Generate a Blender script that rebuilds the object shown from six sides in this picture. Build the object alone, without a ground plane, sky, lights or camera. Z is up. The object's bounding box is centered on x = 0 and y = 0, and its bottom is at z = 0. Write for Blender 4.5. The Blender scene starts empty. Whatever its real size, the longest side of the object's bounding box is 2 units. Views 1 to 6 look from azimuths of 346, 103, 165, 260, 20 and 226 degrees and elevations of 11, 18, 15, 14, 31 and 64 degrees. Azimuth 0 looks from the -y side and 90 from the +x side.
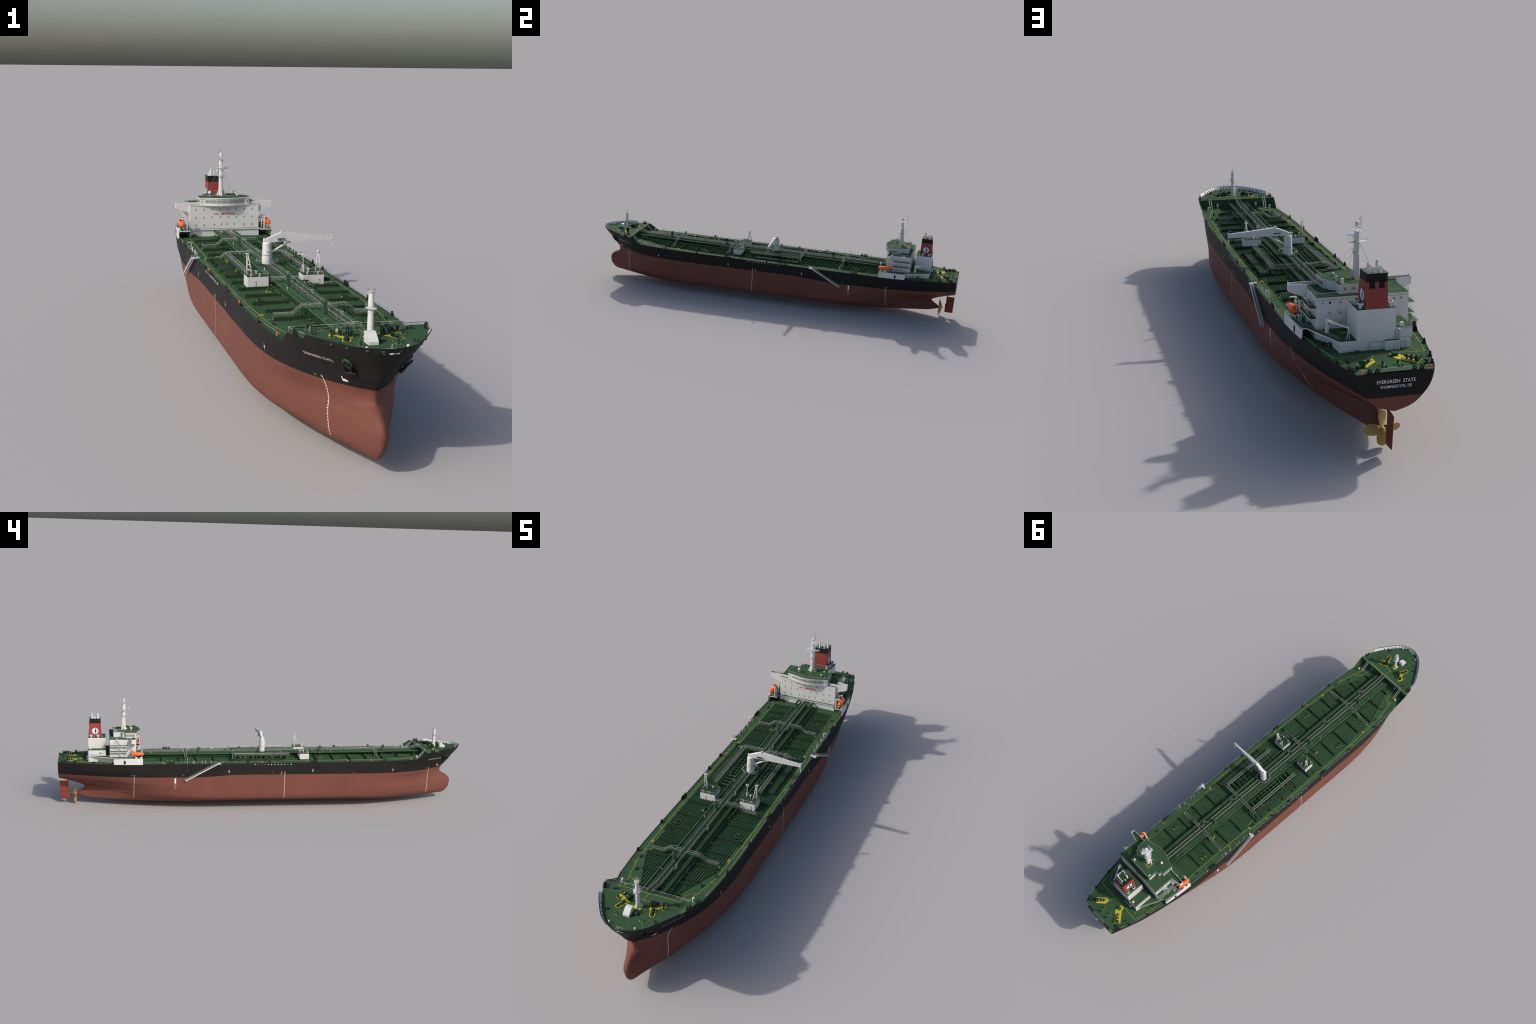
# Oil tanker: black and red hull, green decks, white deckhouse aft, red funnel.
# Ship frame: y runs along the keel (bow at -y), x across, z up; the root empty
# carries the small yaw with which the ship stands in the scene.
import bpy, math, random
import numpy as np
from mathutils import Vector, Matrix

rng = random.Random(7)
YAW, XOFF = 0.01714, -0.0114

# ------------------------------------------------------------------ materials
def new_mat(name):
    m = bpy.data.materials.new(name)
    m.use_nodes = True
    nt = m.node_tree
    b = nt.nodes["Principled BSDF"]
    return m, nt, b

def ramp_mix(nt, a, b, fac):
    mx = nt.nodes.new("ShaderNodeMix"); mx.data_type = 'RGBA'
    for s, v in ((6, a), (7, b)):
        if isinstance(v, tuple): mx.inputs[s].default_value = (*v[:3], 1)
        else: nt.links.new(v, mx.inputs[s])
    if isinstance(fac, (int, float)): mx.inputs[0].default_value = fac
    else: nt.links.new(fac, mx.inputs[0])
    return mx.outputs[2]

def noise_fac(nt, scale, lo, hi, stretch=(1, 1, 1), detail=3):
    tc = nt.nodes.new("ShaderNodeTexCoord")
    mp = nt.nodes.new("ShaderNodeMapping"); mp.inputs['Scale'].default_value = stretch
    nt.links.new(tc.outputs['Object'], mp.inputs[0])
    n = nt.nodes.new("ShaderNodeTexNoise"); n.inputs['Scale'].default_value = scale; n.inputs['Detail'].default_value = detail
    nt.links.new(mp.outputs[0], n.inputs['Vector'])
    r = nt.nodes.new("ShaderNodeMapRange"); r.inputs[1].default_value = lo; r.inputs[2].default_value = hi
    nt.links.new(n.outputs[0], r.inputs[0])
    return r.outputs[0]

def paint(name, col, rough=0.55, vary=0.12, scale=40, metallic=0.0, stretch=(1, 1, 1), spec=0.3):
    m, nt, b = new_mat(name)
    dark = tuple(c * (1 - vary) for c in col)
    lite = tuple(min(1, c * (1 + vary * 0.5)) for c in col)
    c = ramp_mix(nt, dark, lite, noise_fac(nt, scale, 0.3, 0.7, stretch))
    nt.links.new(c, b.inputs['Base Color'])
    b.inputs['Roughness'].default_value = rough
    b.inputs['Metallic'].default_value = metallic
    b.inputs['Specular IOR Level'].default_value = spec
    return m

M = dict(
    deck=paint("deck_green", (0.0420, 0.0905, 0.0435), 0.85, 0.12, 14, spec=.06),
    beam=paint("beam_green", (0.0240, 0.0440, 0.0225), 0.85, 0.15, 30, spec=.05),
    stiff=paint("stiffener_green", (0.038, 0.082, 0.039), 0.85, 0.15, 30, spec=.05),
    pipe=paint("pipe_green", (0.040, 0.088, 0.042), 0.7, 0.15, 30, spec=.12),
    tray=paint("tray_green", (0.0285, 0.0515, 0.0290), 0.85, 0.1, 20, spec=.06),
    gear=paint("machinery_green", (0.016, 0.045, 0.026), 0.5, 0.2, 60),
    white=paint("white_paint", (0.615, 0.620, 0.605), 0.5, 0.05, 25),
    rail=paint("rail_white", (0.60, 0.60, 0.58), 0.5, 0.04, 60),
    grey=paint("window_glass_grey", (0.25, 0.25, 0.24), 0.3, 0.08, 50),
    pane=paint("bridge_glass", (0.27, 0.26, 0.25), 0.2, 0.06, 50),
    line=paint("seam_grey", (0.30, 0.31, 0.31), 0.6, 0.05, 50),
    black=paint("black_paint", (0.0175, 0.0162, 0.0155), 0.55, 0.1, 30, spec=.12),
    iron=paint("black_iron", (0.010, 0.010, 0.011), 0.5, 0.1, 60),
    hole=paint("dark_opening", (0.006, 0.007, 0.007), 0.8, 0.1, 60),
    yellow=paint("yellow_paint", (0.52, 0.46, 0.035), 0.6, 0.1, 80),
    lineyellow=paint("line_yellow", (0.30, 0.32, 0.055), 0.65, 0.15, 80),
    ochre=paint("ochre_paint", (0.33, 0.205, 0.03), 0.6, 0.1, 80),
    orange=paint("orange_plastic", (0.86, 0.135, 0.022), 0.4, 0.06, 60),
    funnel=paint("funnel_red", (0.268, 0.045, 0.039), 0.5, 0.06, 40),
    textred=paint("text_red", (0.55, 0.03, 0.025), 0.5, 0.05, 60),
    rudder=paint("rudder_red", (0.200, 0.040, 0.020), 0.55, 0.12, 50),
    brass=paint("bronze_paint", (0.42, 0.28, 0.075), 0.4, 0.12, 90),
    boss=paint("boss_red", (0.161, 0.061, 0.046), 0.55, 0.08, 40),
    blue=paint("radar_blue", (0.36, 0.46, 0.95), 0.5, 0.03, 50),
    mark=paint("mark_white", (0.78, 0.72, 0.68), 0.6, 0.06, 60),
    logo=paint("disc_white", (0.72, 0.70, 0.74), 0.5, 0.05, 60),
    rimblue=paint("disc_rim", (0.42, 0.36, 0.62), 0.5, 0.05, 60),
    cream=paint("drum_rope", (0.32, 0.34, 0.20), 0.7, 0.2, 200),
    wire=paint("stay_wire", (0.22, 0.22, 0.20), 0.6, 0.05, 60),
)

def hull_material():
    m, nt, b = new_mat("hull_paint")
    L = nt.links
    tc = nt.nodes.new("ShaderNodeTexCoord")
    sep = nt.nodes.new("ShaderNodeSeparateXYZ"); L.new(tc.outputs['Object'], sep.inputs[0])
    # boot-top line: lower aft, one gentle rise amidships
    mr = nt.nodes.new("ShaderNodeMapRange"); mr.interpolation_type = 'SMOOTHSTEP'
    mr.inputs[1].default_value = 0.36; mr.inputs[2].default_value = 0.13
    mr.inputs[3].default_value = 0.1615; mr.inputs[4].default_value = 0.1725
    L.new(sep.outputs['Y'], mr.inputs[0])
    def math_(op, a, c=None, d=None):
        n = nt.nodes.new("ShaderNodeMath"); n.operation = op
        for i, v in enumerate((a, c, d)):
            if v is None: continue
            if isinstance(v, (int, float)): n.inputs[i].default_value = v
            else: L.new(v, n.inputs[i])
        return n.outputs[0]
    above = math_('GREATER_THAN', sep.outputs['Z'], mr.outputs[0])
    red = ramp_mix(nt, (0.151, 0.057, 0.043), (0.170, 0.065, 0.049), noise_fac(nt, 9, 0.3, 0.7))
    # plate butts: faint vertical lines
    lines = None
    for yy in (0.62, 0.262, -0.118, -0.372, -0.604):
        d = math_('ABSOLUTE', math_('SUBTRACT', sep.outputs['Y'], yy))
        l = math_('LESS_THAN', d, 0.0010)
        lines = l if lines is None else math_('MAXIMUM', lines, l)
    red = ramp_mix(nt, red, (0.110, 0.042, 0.034), math_('MULTIPLY', lines, 0.55))
    # soot-like runs just below the boot-top
    streak = noise_fac(nt, 60, 0.55, 0.75, (1, 1, 0.12), 4)
    big = noise_fac(nt, 5, 0.5, 0.62, (1, 1, 0.3))
    depth = nt.nodes.new("ShaderNodeMapRange")
    depth.inputs[1].default_value = 0.0; depth.inputs[2].default_value = 0.022
    depth.inputs[3].default_value = 1.0; depth.inputs[4].default_value = 0.0
    L.new(math_('SUBTRACT', mr.outputs[0], sep.outputs['Z']), depth.inputs[0])
    run = math_('MULTIPLY', math_('MULTIPLY', streak, big), math_('MULTIPLY', depth.outputs[0], 0.6))
    red = ramp_mix(nt, red, (0.060, 0.028, 0.024), run)
    blk = ramp_mix(nt, (0.0158, 0.0148, 0.0140), (0.0180, 0.0168, 0.0160), noise_fac(nt, 12, 0.3, 0.7))
    col = ramp_mix(nt, red, blk, above)
    L.new(col, b.inputs['Base Color'])
    b.inputs['Roughness'].default_value = 0.55
    b.inputs['Specular IOR Level'].default_value = 0.10
    return m
M['hull'] = hull_material()

# ------------------------------------------------------------- mesh builder
class Mesh:
    def __init__(self): self.v, self.f, self.m, self.s, self.mats = [], [], [], [], []
    def mi(self, mat):
        if mat not in self.mats: self.mats.append(mat)
        return self.mats.index(mat)
    def add(self, verts, faces, mat, smooth=False):
        o = len(self.v); k = self.mi(mat)
        self.v += [tuple(p) for p in verts]
        for f in faces:
            self.f.append([o + i for i in f]); self.m.append(k); self.s.append(smooth)
        return self
    def box(self, x0, x1, y0, y1, z0, z1, mat, top=None, rot=None, centre=None):
        vs = [Vector((x, y, z)) for z in (z0, z1) for y in (y0, y1) for x in (x0, x1)]
        if rot:
            c = Vector(centre or ((x0 + x1) / 2, (y0 + y1) / 2, 0)); R = Matrix.Rotation(rot, 3, 'Z')
            vs = [R @ (p - c) + c for p in vs]
        self.add(vs, [(0, 2, 3, 1), (0, 1, 5, 4), (1, 3, 7, 5), (3, 2, 6, 7), (2, 0, 4, 6)], mat)
        self.add([vs[4], vs[5], vs[7], vs[6]], [(0, 1, 2, 3)], top or mat)
        return self
    def prism(self, poly, z0, z1, mat, top=None, bottom=True):
        """vertical prism over a plan polygon; z0/z1 numbers"""
        n = len(poly)
        area = sum(poly[i][0] * poly[(i + 1) % n][1] - poly[(i + 1) % n][0] * poly[i][1] for i in range(n))
        if area < 0: poly = poly[::-1]
        lo = [(p[0], p[1], z0) for p in poly]; hi = [(p[0], p[1], z1) for p in poly]
        self.add(lo + hi, [(i, (i + 1) % n, n + (i + 1) % n, n + i) for i in range(n)], mat)
        self.add(hi, [tuple(range(n))], top or mat)
        if bottom: self.add(lo, [tuple(range(n))[::-1]], mat)
        return self
    def extrude(self, prof, axis, a0, a1, mat):
        """profile in the plane normal to axis, pushed from a0 to a1"""
        n = len(prof)
        def P(q, a): return (a, q[0], q[1]) if axis == 'x' else ((q[0], a, q[1]) if axis == 'y' else (q[0], q[1], a))
        A = [P(q, a0) for q in prof]; B = [P(q, a1) for q in prof]
        self.add(A + B, [(i, (i + 1) % n, n + (i + 1) % n, n + i) for i in range(n)], mat)
        self.add(A, [tuple(range(n))], mat); self.add(B, [tuple(range(n))], mat)
        return self
    def cyl(self, p0, p1, r0, mat, r1=None, n=12, caps=True, capmat=None):
        p0, p1 = Vector(p0), Vector(p1); r1 = r0 if r1 is None else r1
        d = (p1 - p0).normalized(); u = d.orthogonal().normalized(); w = d.cross(u)
        ring = lambda p, r: [p + r * (math.cos(2 * math.pi * i / n) * u + math.sin(2 * math.pi * i / n) * w) for i in range(n)]
        A, B = ring(p0, r0), ring(p1, r1)
        self.add(A + B, [(i, (i + 1) % n, n + (i + 1) % n, n + i) for i in range(n)], mat, n > 6)
        if caps:
            self.add(A, [tuple(range(n))[::-1]], capmat or mat); self.add(B, [tuple(range(n))], capmat or mat)
        return self
    def tube(self, pts, r, mat, n=6, closed=False):
        pts = [Vector(p) for p in pts]; k = len(pts); rings = []
        for i, p in enumerate(pts):
            a = pts[(i - 1) % k] if (closed or i > 0) else p
            b = pts[(i + 1) % k] if (closed or i < k - 1) else p
            d = (b - a).normalized()
            ref = Vector((0, 0, 1)) if abs(d.z) < 0.95 else Vector((1, 0, 0))
            u = d.cross(ref).normalized(); w = u.cross(d)
            rings.append([p + r * (math.cos(2 * math.pi * j / n + .4) * u + math.sin(2 * math.pi * j / n + .4) * w) for j in range(n)])
        vs = [q for R in rings for q in R]; fs = []
        for i in range(k if closed else k - 1):
            a, b = i * n, ((i + 1) % k) * n
            for j in range(n): fs.append((a + j, a + (j + 1) % n, b + (j + 1) % n, b + j))
        if not closed: fs += [tuple(range(n))[::-1], tuple(range((k - 1) * n, k * n))]
        return self.add(vs, fs, mat, n > 5)
    def ball(self, c, r, mat, sx=1, sy=1, sz=1, n=16, m=10):
        vs, fs = [], []
        for i in range(m + 1):
            t = math.pi * i / m
            for j in range(n):
                a = 2 * math.pi * j / n
                vs.append((c[0] + r * sx * math.sin(t) * math.cos(a), c[1] + r * sy * math.sin(t) * math.sin(a), c[2] + r * sz * math.cos(t)))
        for i in range(m):
            for j in range(n): fs.append((i * n + j, (i + 1) * n + j, (i + 1) * n + (j + 1) % n, i * n + (j + 1) % n))
        return self.add(vs, fs, mat, True)
    def torus(self, c, R, r, axis, mat, n=20, m=8, sz=1.0):
        a = Vector(axis).normalized(); u = a.orthogonal().normalized(); w = a.cross(u); vs, fs = [], []
        c = Vector(c)
        for i in range(n):
            t = 2 * math.pi * i / n; d = math.cos(t) * u + math.sin(t) * w
            for j in range(m):
                p = 2 * math.pi * j / m
                q = (R + r * math.cos(p)) * d + r * math.sin(p) * a
                q.z *= sz; vs.append(c + q)
        for i in range(n):
            for j in range(m):
                fs.append((i * m + j, ((i + 1) % n) * m + j, ((i + 1) % n) * m + (j + 1) % m, i * m + (j + 1) % m))
        return self.add(vs, fs, mat, True)
    def rail(self, path, mat, h=0.0118, r=0.00048, rows=(1.0, 0.55), step=0.016, low=None, closed=False, posts=True):
        """hand rail along a path of floor points"""
        r *= 0.70; step *= 2.2; low = low or M['line']
        path = [Vector(p) for p in path]
        for k, t in enumerate(rows):
            self.tube([p + Vector((0, 0, h * t)) for p in path], r if k == 0 else r * 0.70, mat if k == 0 else low, 4, closed)
        if posts:
            seq = path + ([path[0]] if closed else [])
            for a, b in zip(seq, seq[1:]):
                L = (b - a).length; n = max(1, int(L / step))
                for i in range(n + 1):
                    p = a.lerp(b, i / n)
                    self.cyl(p, p + Vector((0, 0, h)), r * 0.62, low, n=4, caps=False)
        return self
    def data(self, name):
        me = bpy.data.meshes.new(name)
        me.from_pydata(self.v, [], self.f)
        for mt in self.mats: me.materials.append(mt)
        me.polygons.foreach_set("material_index", self.m)
        me.polygons.foreach_set("use_smooth", self.s)
        me.update()
        return me

root = bpy.data.objects.new("oil_tanker", None)
bpy.context.scene.collection.objects.link(root)
root.location = (XOFF, 0, 0); root.rotation_euler = (0, 0, -YAW)
root["label"] = "long oil tanker with black and red hull, green deck"
root["category"] = "tanker ship"

def obj(name, mesh, parent=None, loc=None, rot=0.0, stuff=False, scale=None):
    me = mesh.data(name) if isinstance(mesh, Mesh) else mesh
    o = bpy.data.objects.new(name, me)
    bpy.context.scene.collection.objects.link(o)
    o.parent = parent or root
    if loc is not None: o.location = loc
    if rot: o.rotation_euler = (0, 0, rot)
    if scale is not None: o.scale = scale
    if stuff: o["kind"] = "stuff"
    return o

# ------------------------------------------------------------------ hull form
def pchip(xs, ys):
    xs, ys = np.asarray(xs, float), np.asarray(ys, float)
    h = np.diff(xs); d = np.diff(ys) / h; m = np.zeros_like(xs)
    for i in range(1, len(xs) - 1):
        if d[i - 1] * d[i] > 0:
            w1, w2 = 2 * h[i] + h[i - 1], h[i] + 2 * h[i - 1]
            m[i] = (w1 + w2) / (w1 / d[i - 1] + w2 / d[i])
    m[0], m[-1] = d[0], d[-1]
    def f(x):
        x = np.clip(np.asarray(x, float), xs[0], xs[-1])
        i = np.clip(np.searchsorted(xs, x) - 1, 0, len(h) - 1)
        t = (x - xs[i]) / h[i]
        return ((2 * t**3 - 3 * t**2 + 1) * ys[i] + (t**3 - 2 * t**2 + t) * h[i] * m[i]
                + (-2 * t**3 + 3 * t**2) * ys[i + 1] + (t**3 - t**2) * h[i] * m[i + 1])
    return f

KEEL, YMID = 0.036, -0.28
stem = pchip([.036, .043, .05, .065, .09, .107, .12, .13, .141, .150, .165, .185, .204, .225, .268, .2815],
             [-.930, -.943, -.950, -.961, -.966, -.961, -.949, -.933, -.913, -.910, -.914, -.931, -.948, -.962, -.990, -.9975])
stern = pchip([.036, .0375, .040, .0465, .0535, .0565, .061, .074, .083, .090, .099, .1146, .1225, .125, .16, .226, .29],
              [.870, .895, .912, .916, .914, .910, .904, .885, .8755, .885, .906, .954, .986, .998, .9985, .9995, 1.0])
# waterlines: height -> half-breadths (y, b), bow part and stern part
BOW = {
    .036: [(-.90, .014), (-.86, .029), (-.80, .051), (-.74, .071), (-.65, .096), (-.55, .117), (-.45, .1235), (-.36, .1245)],
    .050: [(-.935, .013), (-.91, .023), (-.86, .044), (-.823, .0615), (-.74, .090), (-.65, .118), (-.55, .142), (-.45, .154), (-.36, .1558)],
    .065: [(-.945, .015), (-.915, .0265), (-.865, .048), (-.823, .068), (-.74, .101), (-.65, .130), (-.55, .151), (-.45, .162), (-.36, .1644)],
    .090: [(-.957, .013), (-.938, .0205), (-.905, .0325), (-.87, .047), (-.823, .071), (-.74, .1065), (-.65, .136), (-.55, .157), (-.43, .1665)],
    .120: [(-.935, .013), (-.905, .0245), (-.87, .0425), (-.823, .0705), (-.74, .107), (-.65, .137), (-.55, .158), (-.43, .1665)],
    .145: [(-.900, .014), (-.87, .040), (-.823, .0725), (-.75, .107), (-.66, .139), (-.56, .159), (-.43, .1665)],
    .172: [(-.905, .0155), (-.886, .036), (-.86, .0555), (-.828, .0785), (-.79, .100), (-.75, .1185), (-.70, .1365), (-.647, .150), (-.58, .160), (-.50, .1655), (-.42, .1665)],
    .200: [(-.938, .014), (-.920, .032), (-.890, .053), (-.86, .072), (-.823, .094), (-.78, .1145), (-.73, .1335), (-.674, .149), (-.60, .161), (-.50, .166), (-.42, .1665)],
    .226: [(-.955, .020), (-.940, .036), (-.910, .062), (-.87, .087), (-.823, .111), (-.79, .127), (-.74, .144), (-.674, .1545), (-.595, .162), (-.50, .166), (-.42, .1665)],
    .268: [(-.989, .017), (-.978, .041), (-.957, .0645), (-.928, .088), (-.893, .111), (-.861, .1295), (-.829, .1415), (-.79, .153), (-.74, .160), (-.674, .164), (-.55, .1665)],
    .2815: [(-.991, .029), (-.979, .053), (-.963, .071), (-.9345, .093), (-.8985, .116), (-.862, .137), (-.83, .147), (-.79, .157), (-.70, .1635), (-.55, .1665)],
}
AFT = {
    .036: [(.870, 0), (.845, .016), (.80, .031), (.72, .055), (.62, .080), (.46, .112), (.34, .122), (.22, .1245)],
    .050: [(.916, 0), (.895, .0165), (.84, .030), (.80, .041), (.735, .065), (.643, .094), (.46, .133), (.34, .150), (.22, .1558)],
    .065: [(.898, 0), (.88, .015), (.84, .028), (.79, .046), (.72, .073), (.643, .105), (.50, .143), (.38, .160), (.26, .1644)],
    .085: [(.877, 0), (.855, .014), (.81, .035), (.74, .070), (.643, .118), (.50, .152), (.40, .163), (.28, .1665)],
    .100: [(.908, 0), (.88, .019), (.83, .044), (.76, .077), (.70, .105), (.643, .1275), (.50, .156), (.38, .166), (.28, .1665)],
    .110: [(.938, 0), (.90, .027), (.83, .057), (.76, .087), (.70, .112), (.643, .134), (.50, .159), (.38, .1665)],
    .1235: [(.992, 0), (.94, .031), (.88, .056), (.80, .087), (.72, .118), (.643, .142), (.52, .161), (.38, .1665)],
    .132: [(.998, .028), (.95, .048), (.88, .074), (.80, .102), (.72, .127), (.643, .147), (.52, .162), (.38, .1665)],
    .145: [(.998, .0525), (.94, .073), (.86, .098), (.76, .126), (.643, .151), (.54, .1625), (.38, .1665)],
    .162: [(.998, .0695), (.93, .090), (.863, .110), (.76, .135), (.643, .155), (.54, .164), (.38, .1665)],
    .176: [(.998, .0805), (.93, .102), (.863, .121), (.76, .143), (.643, .1595), (.54, .165), (.38, .1665)],
    .191: [(.998, .0885), (.92, .113), (.85, .132), (.76, .148), (.643, .162), (.54, .166), (.38, .1665)],
    .206: [(.998, .0930), (.92, .1175), (.84, .1375), (.75, .1515), (.643, .163), (.54, .166), (.38, .1665)],
    .226: [(.998, .0958), (.92, .1205), (.83, .1415), (.74, .1548), (.643, .1635), (.54, .1665), (.38, .1665)],
}
BILGE = pchip([.036, .040, .050, .065, .078, .29], [.1245, .1424, .1558, .1644, .1665, .1665])
NS = 90
SIG = np.sin(np.linspace(0, math.pi / 2, NS))  # sqrt of the run from the end

def family(table, endf, rounded):
    zs = sorted(table); rows = []
    for z in zs:
        e = float(endf(z)); pts = list(table[z])
        if rounded: pts = [(e, 0.0)] + pts
        elif pts[0][1] > 0:      # square transom: fair along y, not along the root of the run
            f = pchip([q[0] for q in pts[::-1]], [q[1] for q in pts[::-1]])
            pts = [(y, float(f(y))) for y in list(pts[0][0] - np.linspace(0, 1, 26) ** 1.6 * (pts[0][0] - pts[-1][0]))]
        sg = [math.sqrt(max(0.0, (p[0] - e) / (YMID - e))) for p in pts]
        if sg[0] > 0: sg[0] = 0.0
        bs = [p[1] for p in pts]
        if sg[-1] < 1: sg.append(1.0); bs.append(float(BILGE(z)))
        keep = [0]
        for i in range(1, len(sg)):
            if sg[i] > sg[keep[-1]] + 1e-4: keep.append(i)
        rows.append(pchip([sg[i] for i in keep], [bs[i] for i in keep])(SIG))
    rows = np.array(rows)
    return [pchip(zs, rows[:, j]) for j in range(NS)]
FBOW, FAFT = family(BOW, stem, True), family(AFT, stern, False)

ZG = np.concatenate([np.linspace(.036, .05, 10)[:-1], np.linspace(.05, .2815, 100)])
GB = np.array([[float(x) for x in f(ZG)] for f in FBOW])   # [sigma, z]
GA = np.array([[float(x) for x in f(ZG)] for f in FAFT])

def sag(y, z):
    t = min(1.0, max(0.0, (y - .15) / .55)); t = t * t * (3 - 2 * t)
    a = .0070 * t * max(0.0, min(1.0, (.915 - y) / .05))
    u = min(1.0, max(0.0, (-.40 - y) / .30)); a += .0046 * u * u * (3 - 2 * u)
    return a * max(0.0, min(1.0, (.085 - z) / .049))
def half(y, z):
    """half-breadth of the hull at station y, height z"""
    z = min(max(z, .036), .2815)
    fwd = y < YMID; e = float((stem if fwd else stern)(z)); G = GB if fwd else GA
    s = math.sqrt(max(0.0, (y - e) / (YMID - e))) if (y - e) / (YMID - e) > 0 else 0.0
    j = min(np.searchsorted(SIG, s), NS - 1); j = max(j, 1)
    t = (s - SIG[j - 1]) / (SIG[j] - SIG[j - 1]); t = min(max(t, 0), 1)
    k = max(1, min(np.searchsorted(ZG, z), len(ZG) - 1)); u = (z - ZG[k - 1]) / (ZG[k] - ZG[k - 1])
    a = G[j - 1, k - 1] * (1 - u) + G[j - 1, k] * u; b = G[j, k - 1] * (1 - u) + G[j, k] * u
    return max(0.0, float(a * (1 - t) + b * t))

def on_hull(y, z, side, off=0.0):
    b = half(y, z); e = 0.002
    dy = (half(y + e, z) - half(y - e, z)) / (2 * e); dz = (half(y, z + e) - half(y, z - e)) / (2 * e)
    n = Vector((1, -dy, -dz)).normalized()
    p = Vector((b, y, z)) + n * off
    return Vector((side * p.x, p.y, p.z - sag(p.y, p.z)))

BREAK0, BREAK1 = -0.732, -0.790       # foot and head of the sloped break
sheer = pchip([-0.80, -.73, -.57, -.4, -.2, -.05, .2, .5, .8, 1.0], [.2350, .2347, .2322, .2302, .2290, .2275, .2258, .2256, .2240, .2225])
FC = 0.2682
def fc_z(y): return FC + max(0, (-0.80 - y)) * 0.012
def top_z(y):
    if y > BREAK0: return float(sheer(y))
    if y > BREAK1: return float(sheer(y)) + (FC - float(sheer(y))) * (BREAK0 - y) / (BREAK0 - BREAK1)
    return fc_z(y)
def deck_z(y, x=0.0):
    b = max(half(y, float(sheer(y))), .02)
    return float(sheer(y)) + 0.0030 * (1 - min(1, abs(x) / b) ** 2) - 0.0004

def hull():
    m = Mesh()
    cols = []
    ends = []
    for which in ('bow', 'aft'):
        endf = stem if which == 'bow' else stern; G = GB if which == 'bow' else GA
        sig = list(np.sin(np.linspace(0, math.pi / 2, 86))) if which == 'bow' else list(np.sin(np.linspace(0, math.pi / 2, 80)))
        block = []
        for s in sig:
            zt = .25
            lo, hi = .15, .30
            for _ in range(40):
                mid = (lo + hi) / 2; y = float(endf(min(mid, .2815))); y = y + s * s * (YMID - y)
                if mid < top_z(y): lo = mid
                else: hi = mid
            zt = lo
            col = []
            for v in np.concatenate([np.linspace(0, .06, 6)[:-1], np.linspace(.06, 1, 64)]):
                z = KEEL + (zt - KEEL) * v; e = float(endf(z)); y = e + s * s * (YMID - e)
                k = max(1, min(np.searchsorted(ZG, z), len(ZG) - 1)); u = (z - ZG[k - 1]) / (ZG[k] - ZG[k - 1])
                br = np.interp(s, SIG, G[:, k - 1] * (1 - u) + G[:, k] * u)
                if which == 'bow' and s == 0: br = 0.0
                col.append((max(0.0, float(br)), y, z - sag(y, z)))
            block.append(col)
        cols.append(block)
    bow, aft = cols
    seq = aft + bow[::-1][1:]          # from transom to stem
    n, k = len(seq), len(seq[0])
    for side in (1, -1):
        vs, fs = [], []
        for c in seq:
            vs.append((0.0, c[0][1], c[0][2]))            # keel line
            vs += [(side * p[0], p[1], p[2]) for p in c]
        K = k + 1
        for i in range(n - 1):
            for j in range(k):
                q = (i * K + j, i * K + j + 1, (i + 1) * K + j + 1, (i + 1) * K + j)
                fs.append(q if side > 0 else q[::-1])
        m.add(vs, fs, M['hull'], True)
    # transom plate
    tr = seq[0]
    vs = [(p[0], p[1] + .0001, p[2]) for p in tr] + [(-p[0], p[1] + .0001, p[2]) for p in tr]
    m.add(vs, [(j, j + 1, k + j + 1, k + j) for j in range(k - 1)], M['hull'])
    me = m.data("hull")
    import bmesh
    bm = bmesh.new(); bm.from_mesh(me)
    bmesh.ops.remove_doubles(bm, verts=bm.verts, dist=1e-5)
    bmesh.ops.dissolve_degenerate(bm, edges=bm.edges, dist=1e-6)
    bmesh.ops.recalc_face_normals(bm, faces=bm.faces)
    for e in bm.edges:
        if len(e.link_faces) == 2 and e.calc_face_angle(0) > math.radians(40): e.smooth = False
    bm.to_mesh(me); bm.free(); me.update()
    return me
HULL = obj("hull", hull())

def deck_strip(ys, zf, bf, mat, nx=14, yfix=None):
    m = Mesh(); vs = []
    for y in ys:
        b = bf(y)
        for i in range(nx + 1):
            x = -b + 2 * b * i / nx
            vs.append((x, y, zf(y, x)))
    fs = []
    for a in range(len(ys) - 1):
        for i in range(nx):
            fs.append((a * (nx + 1) + i, a * (nx + 1) + i + 1, (a + 1) * (nx + 1) + i + 1, (a + 1) * (nx + 1) + i))
    return m.add(vs, fs, mat)
ys = list(np.linspace(BREAK1, .9994, 120))
obj("main_deck", deck_strip(ys, lambda y, x: deck_z(y, x), lambda y: half(y, float(sheer(y))) - .0002, M['deck']))
ysf = list(-.9895 + (.9895 + BREAK1) * np.linspace(0, 1, 60) ** 2)
FCD = obj("forecastle_deck", deck_strip(ysf, lambda y, x: fc_z(y) - .0003, lambda y: half(y, fc_z(y)) - .0002, M['deck']))

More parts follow.
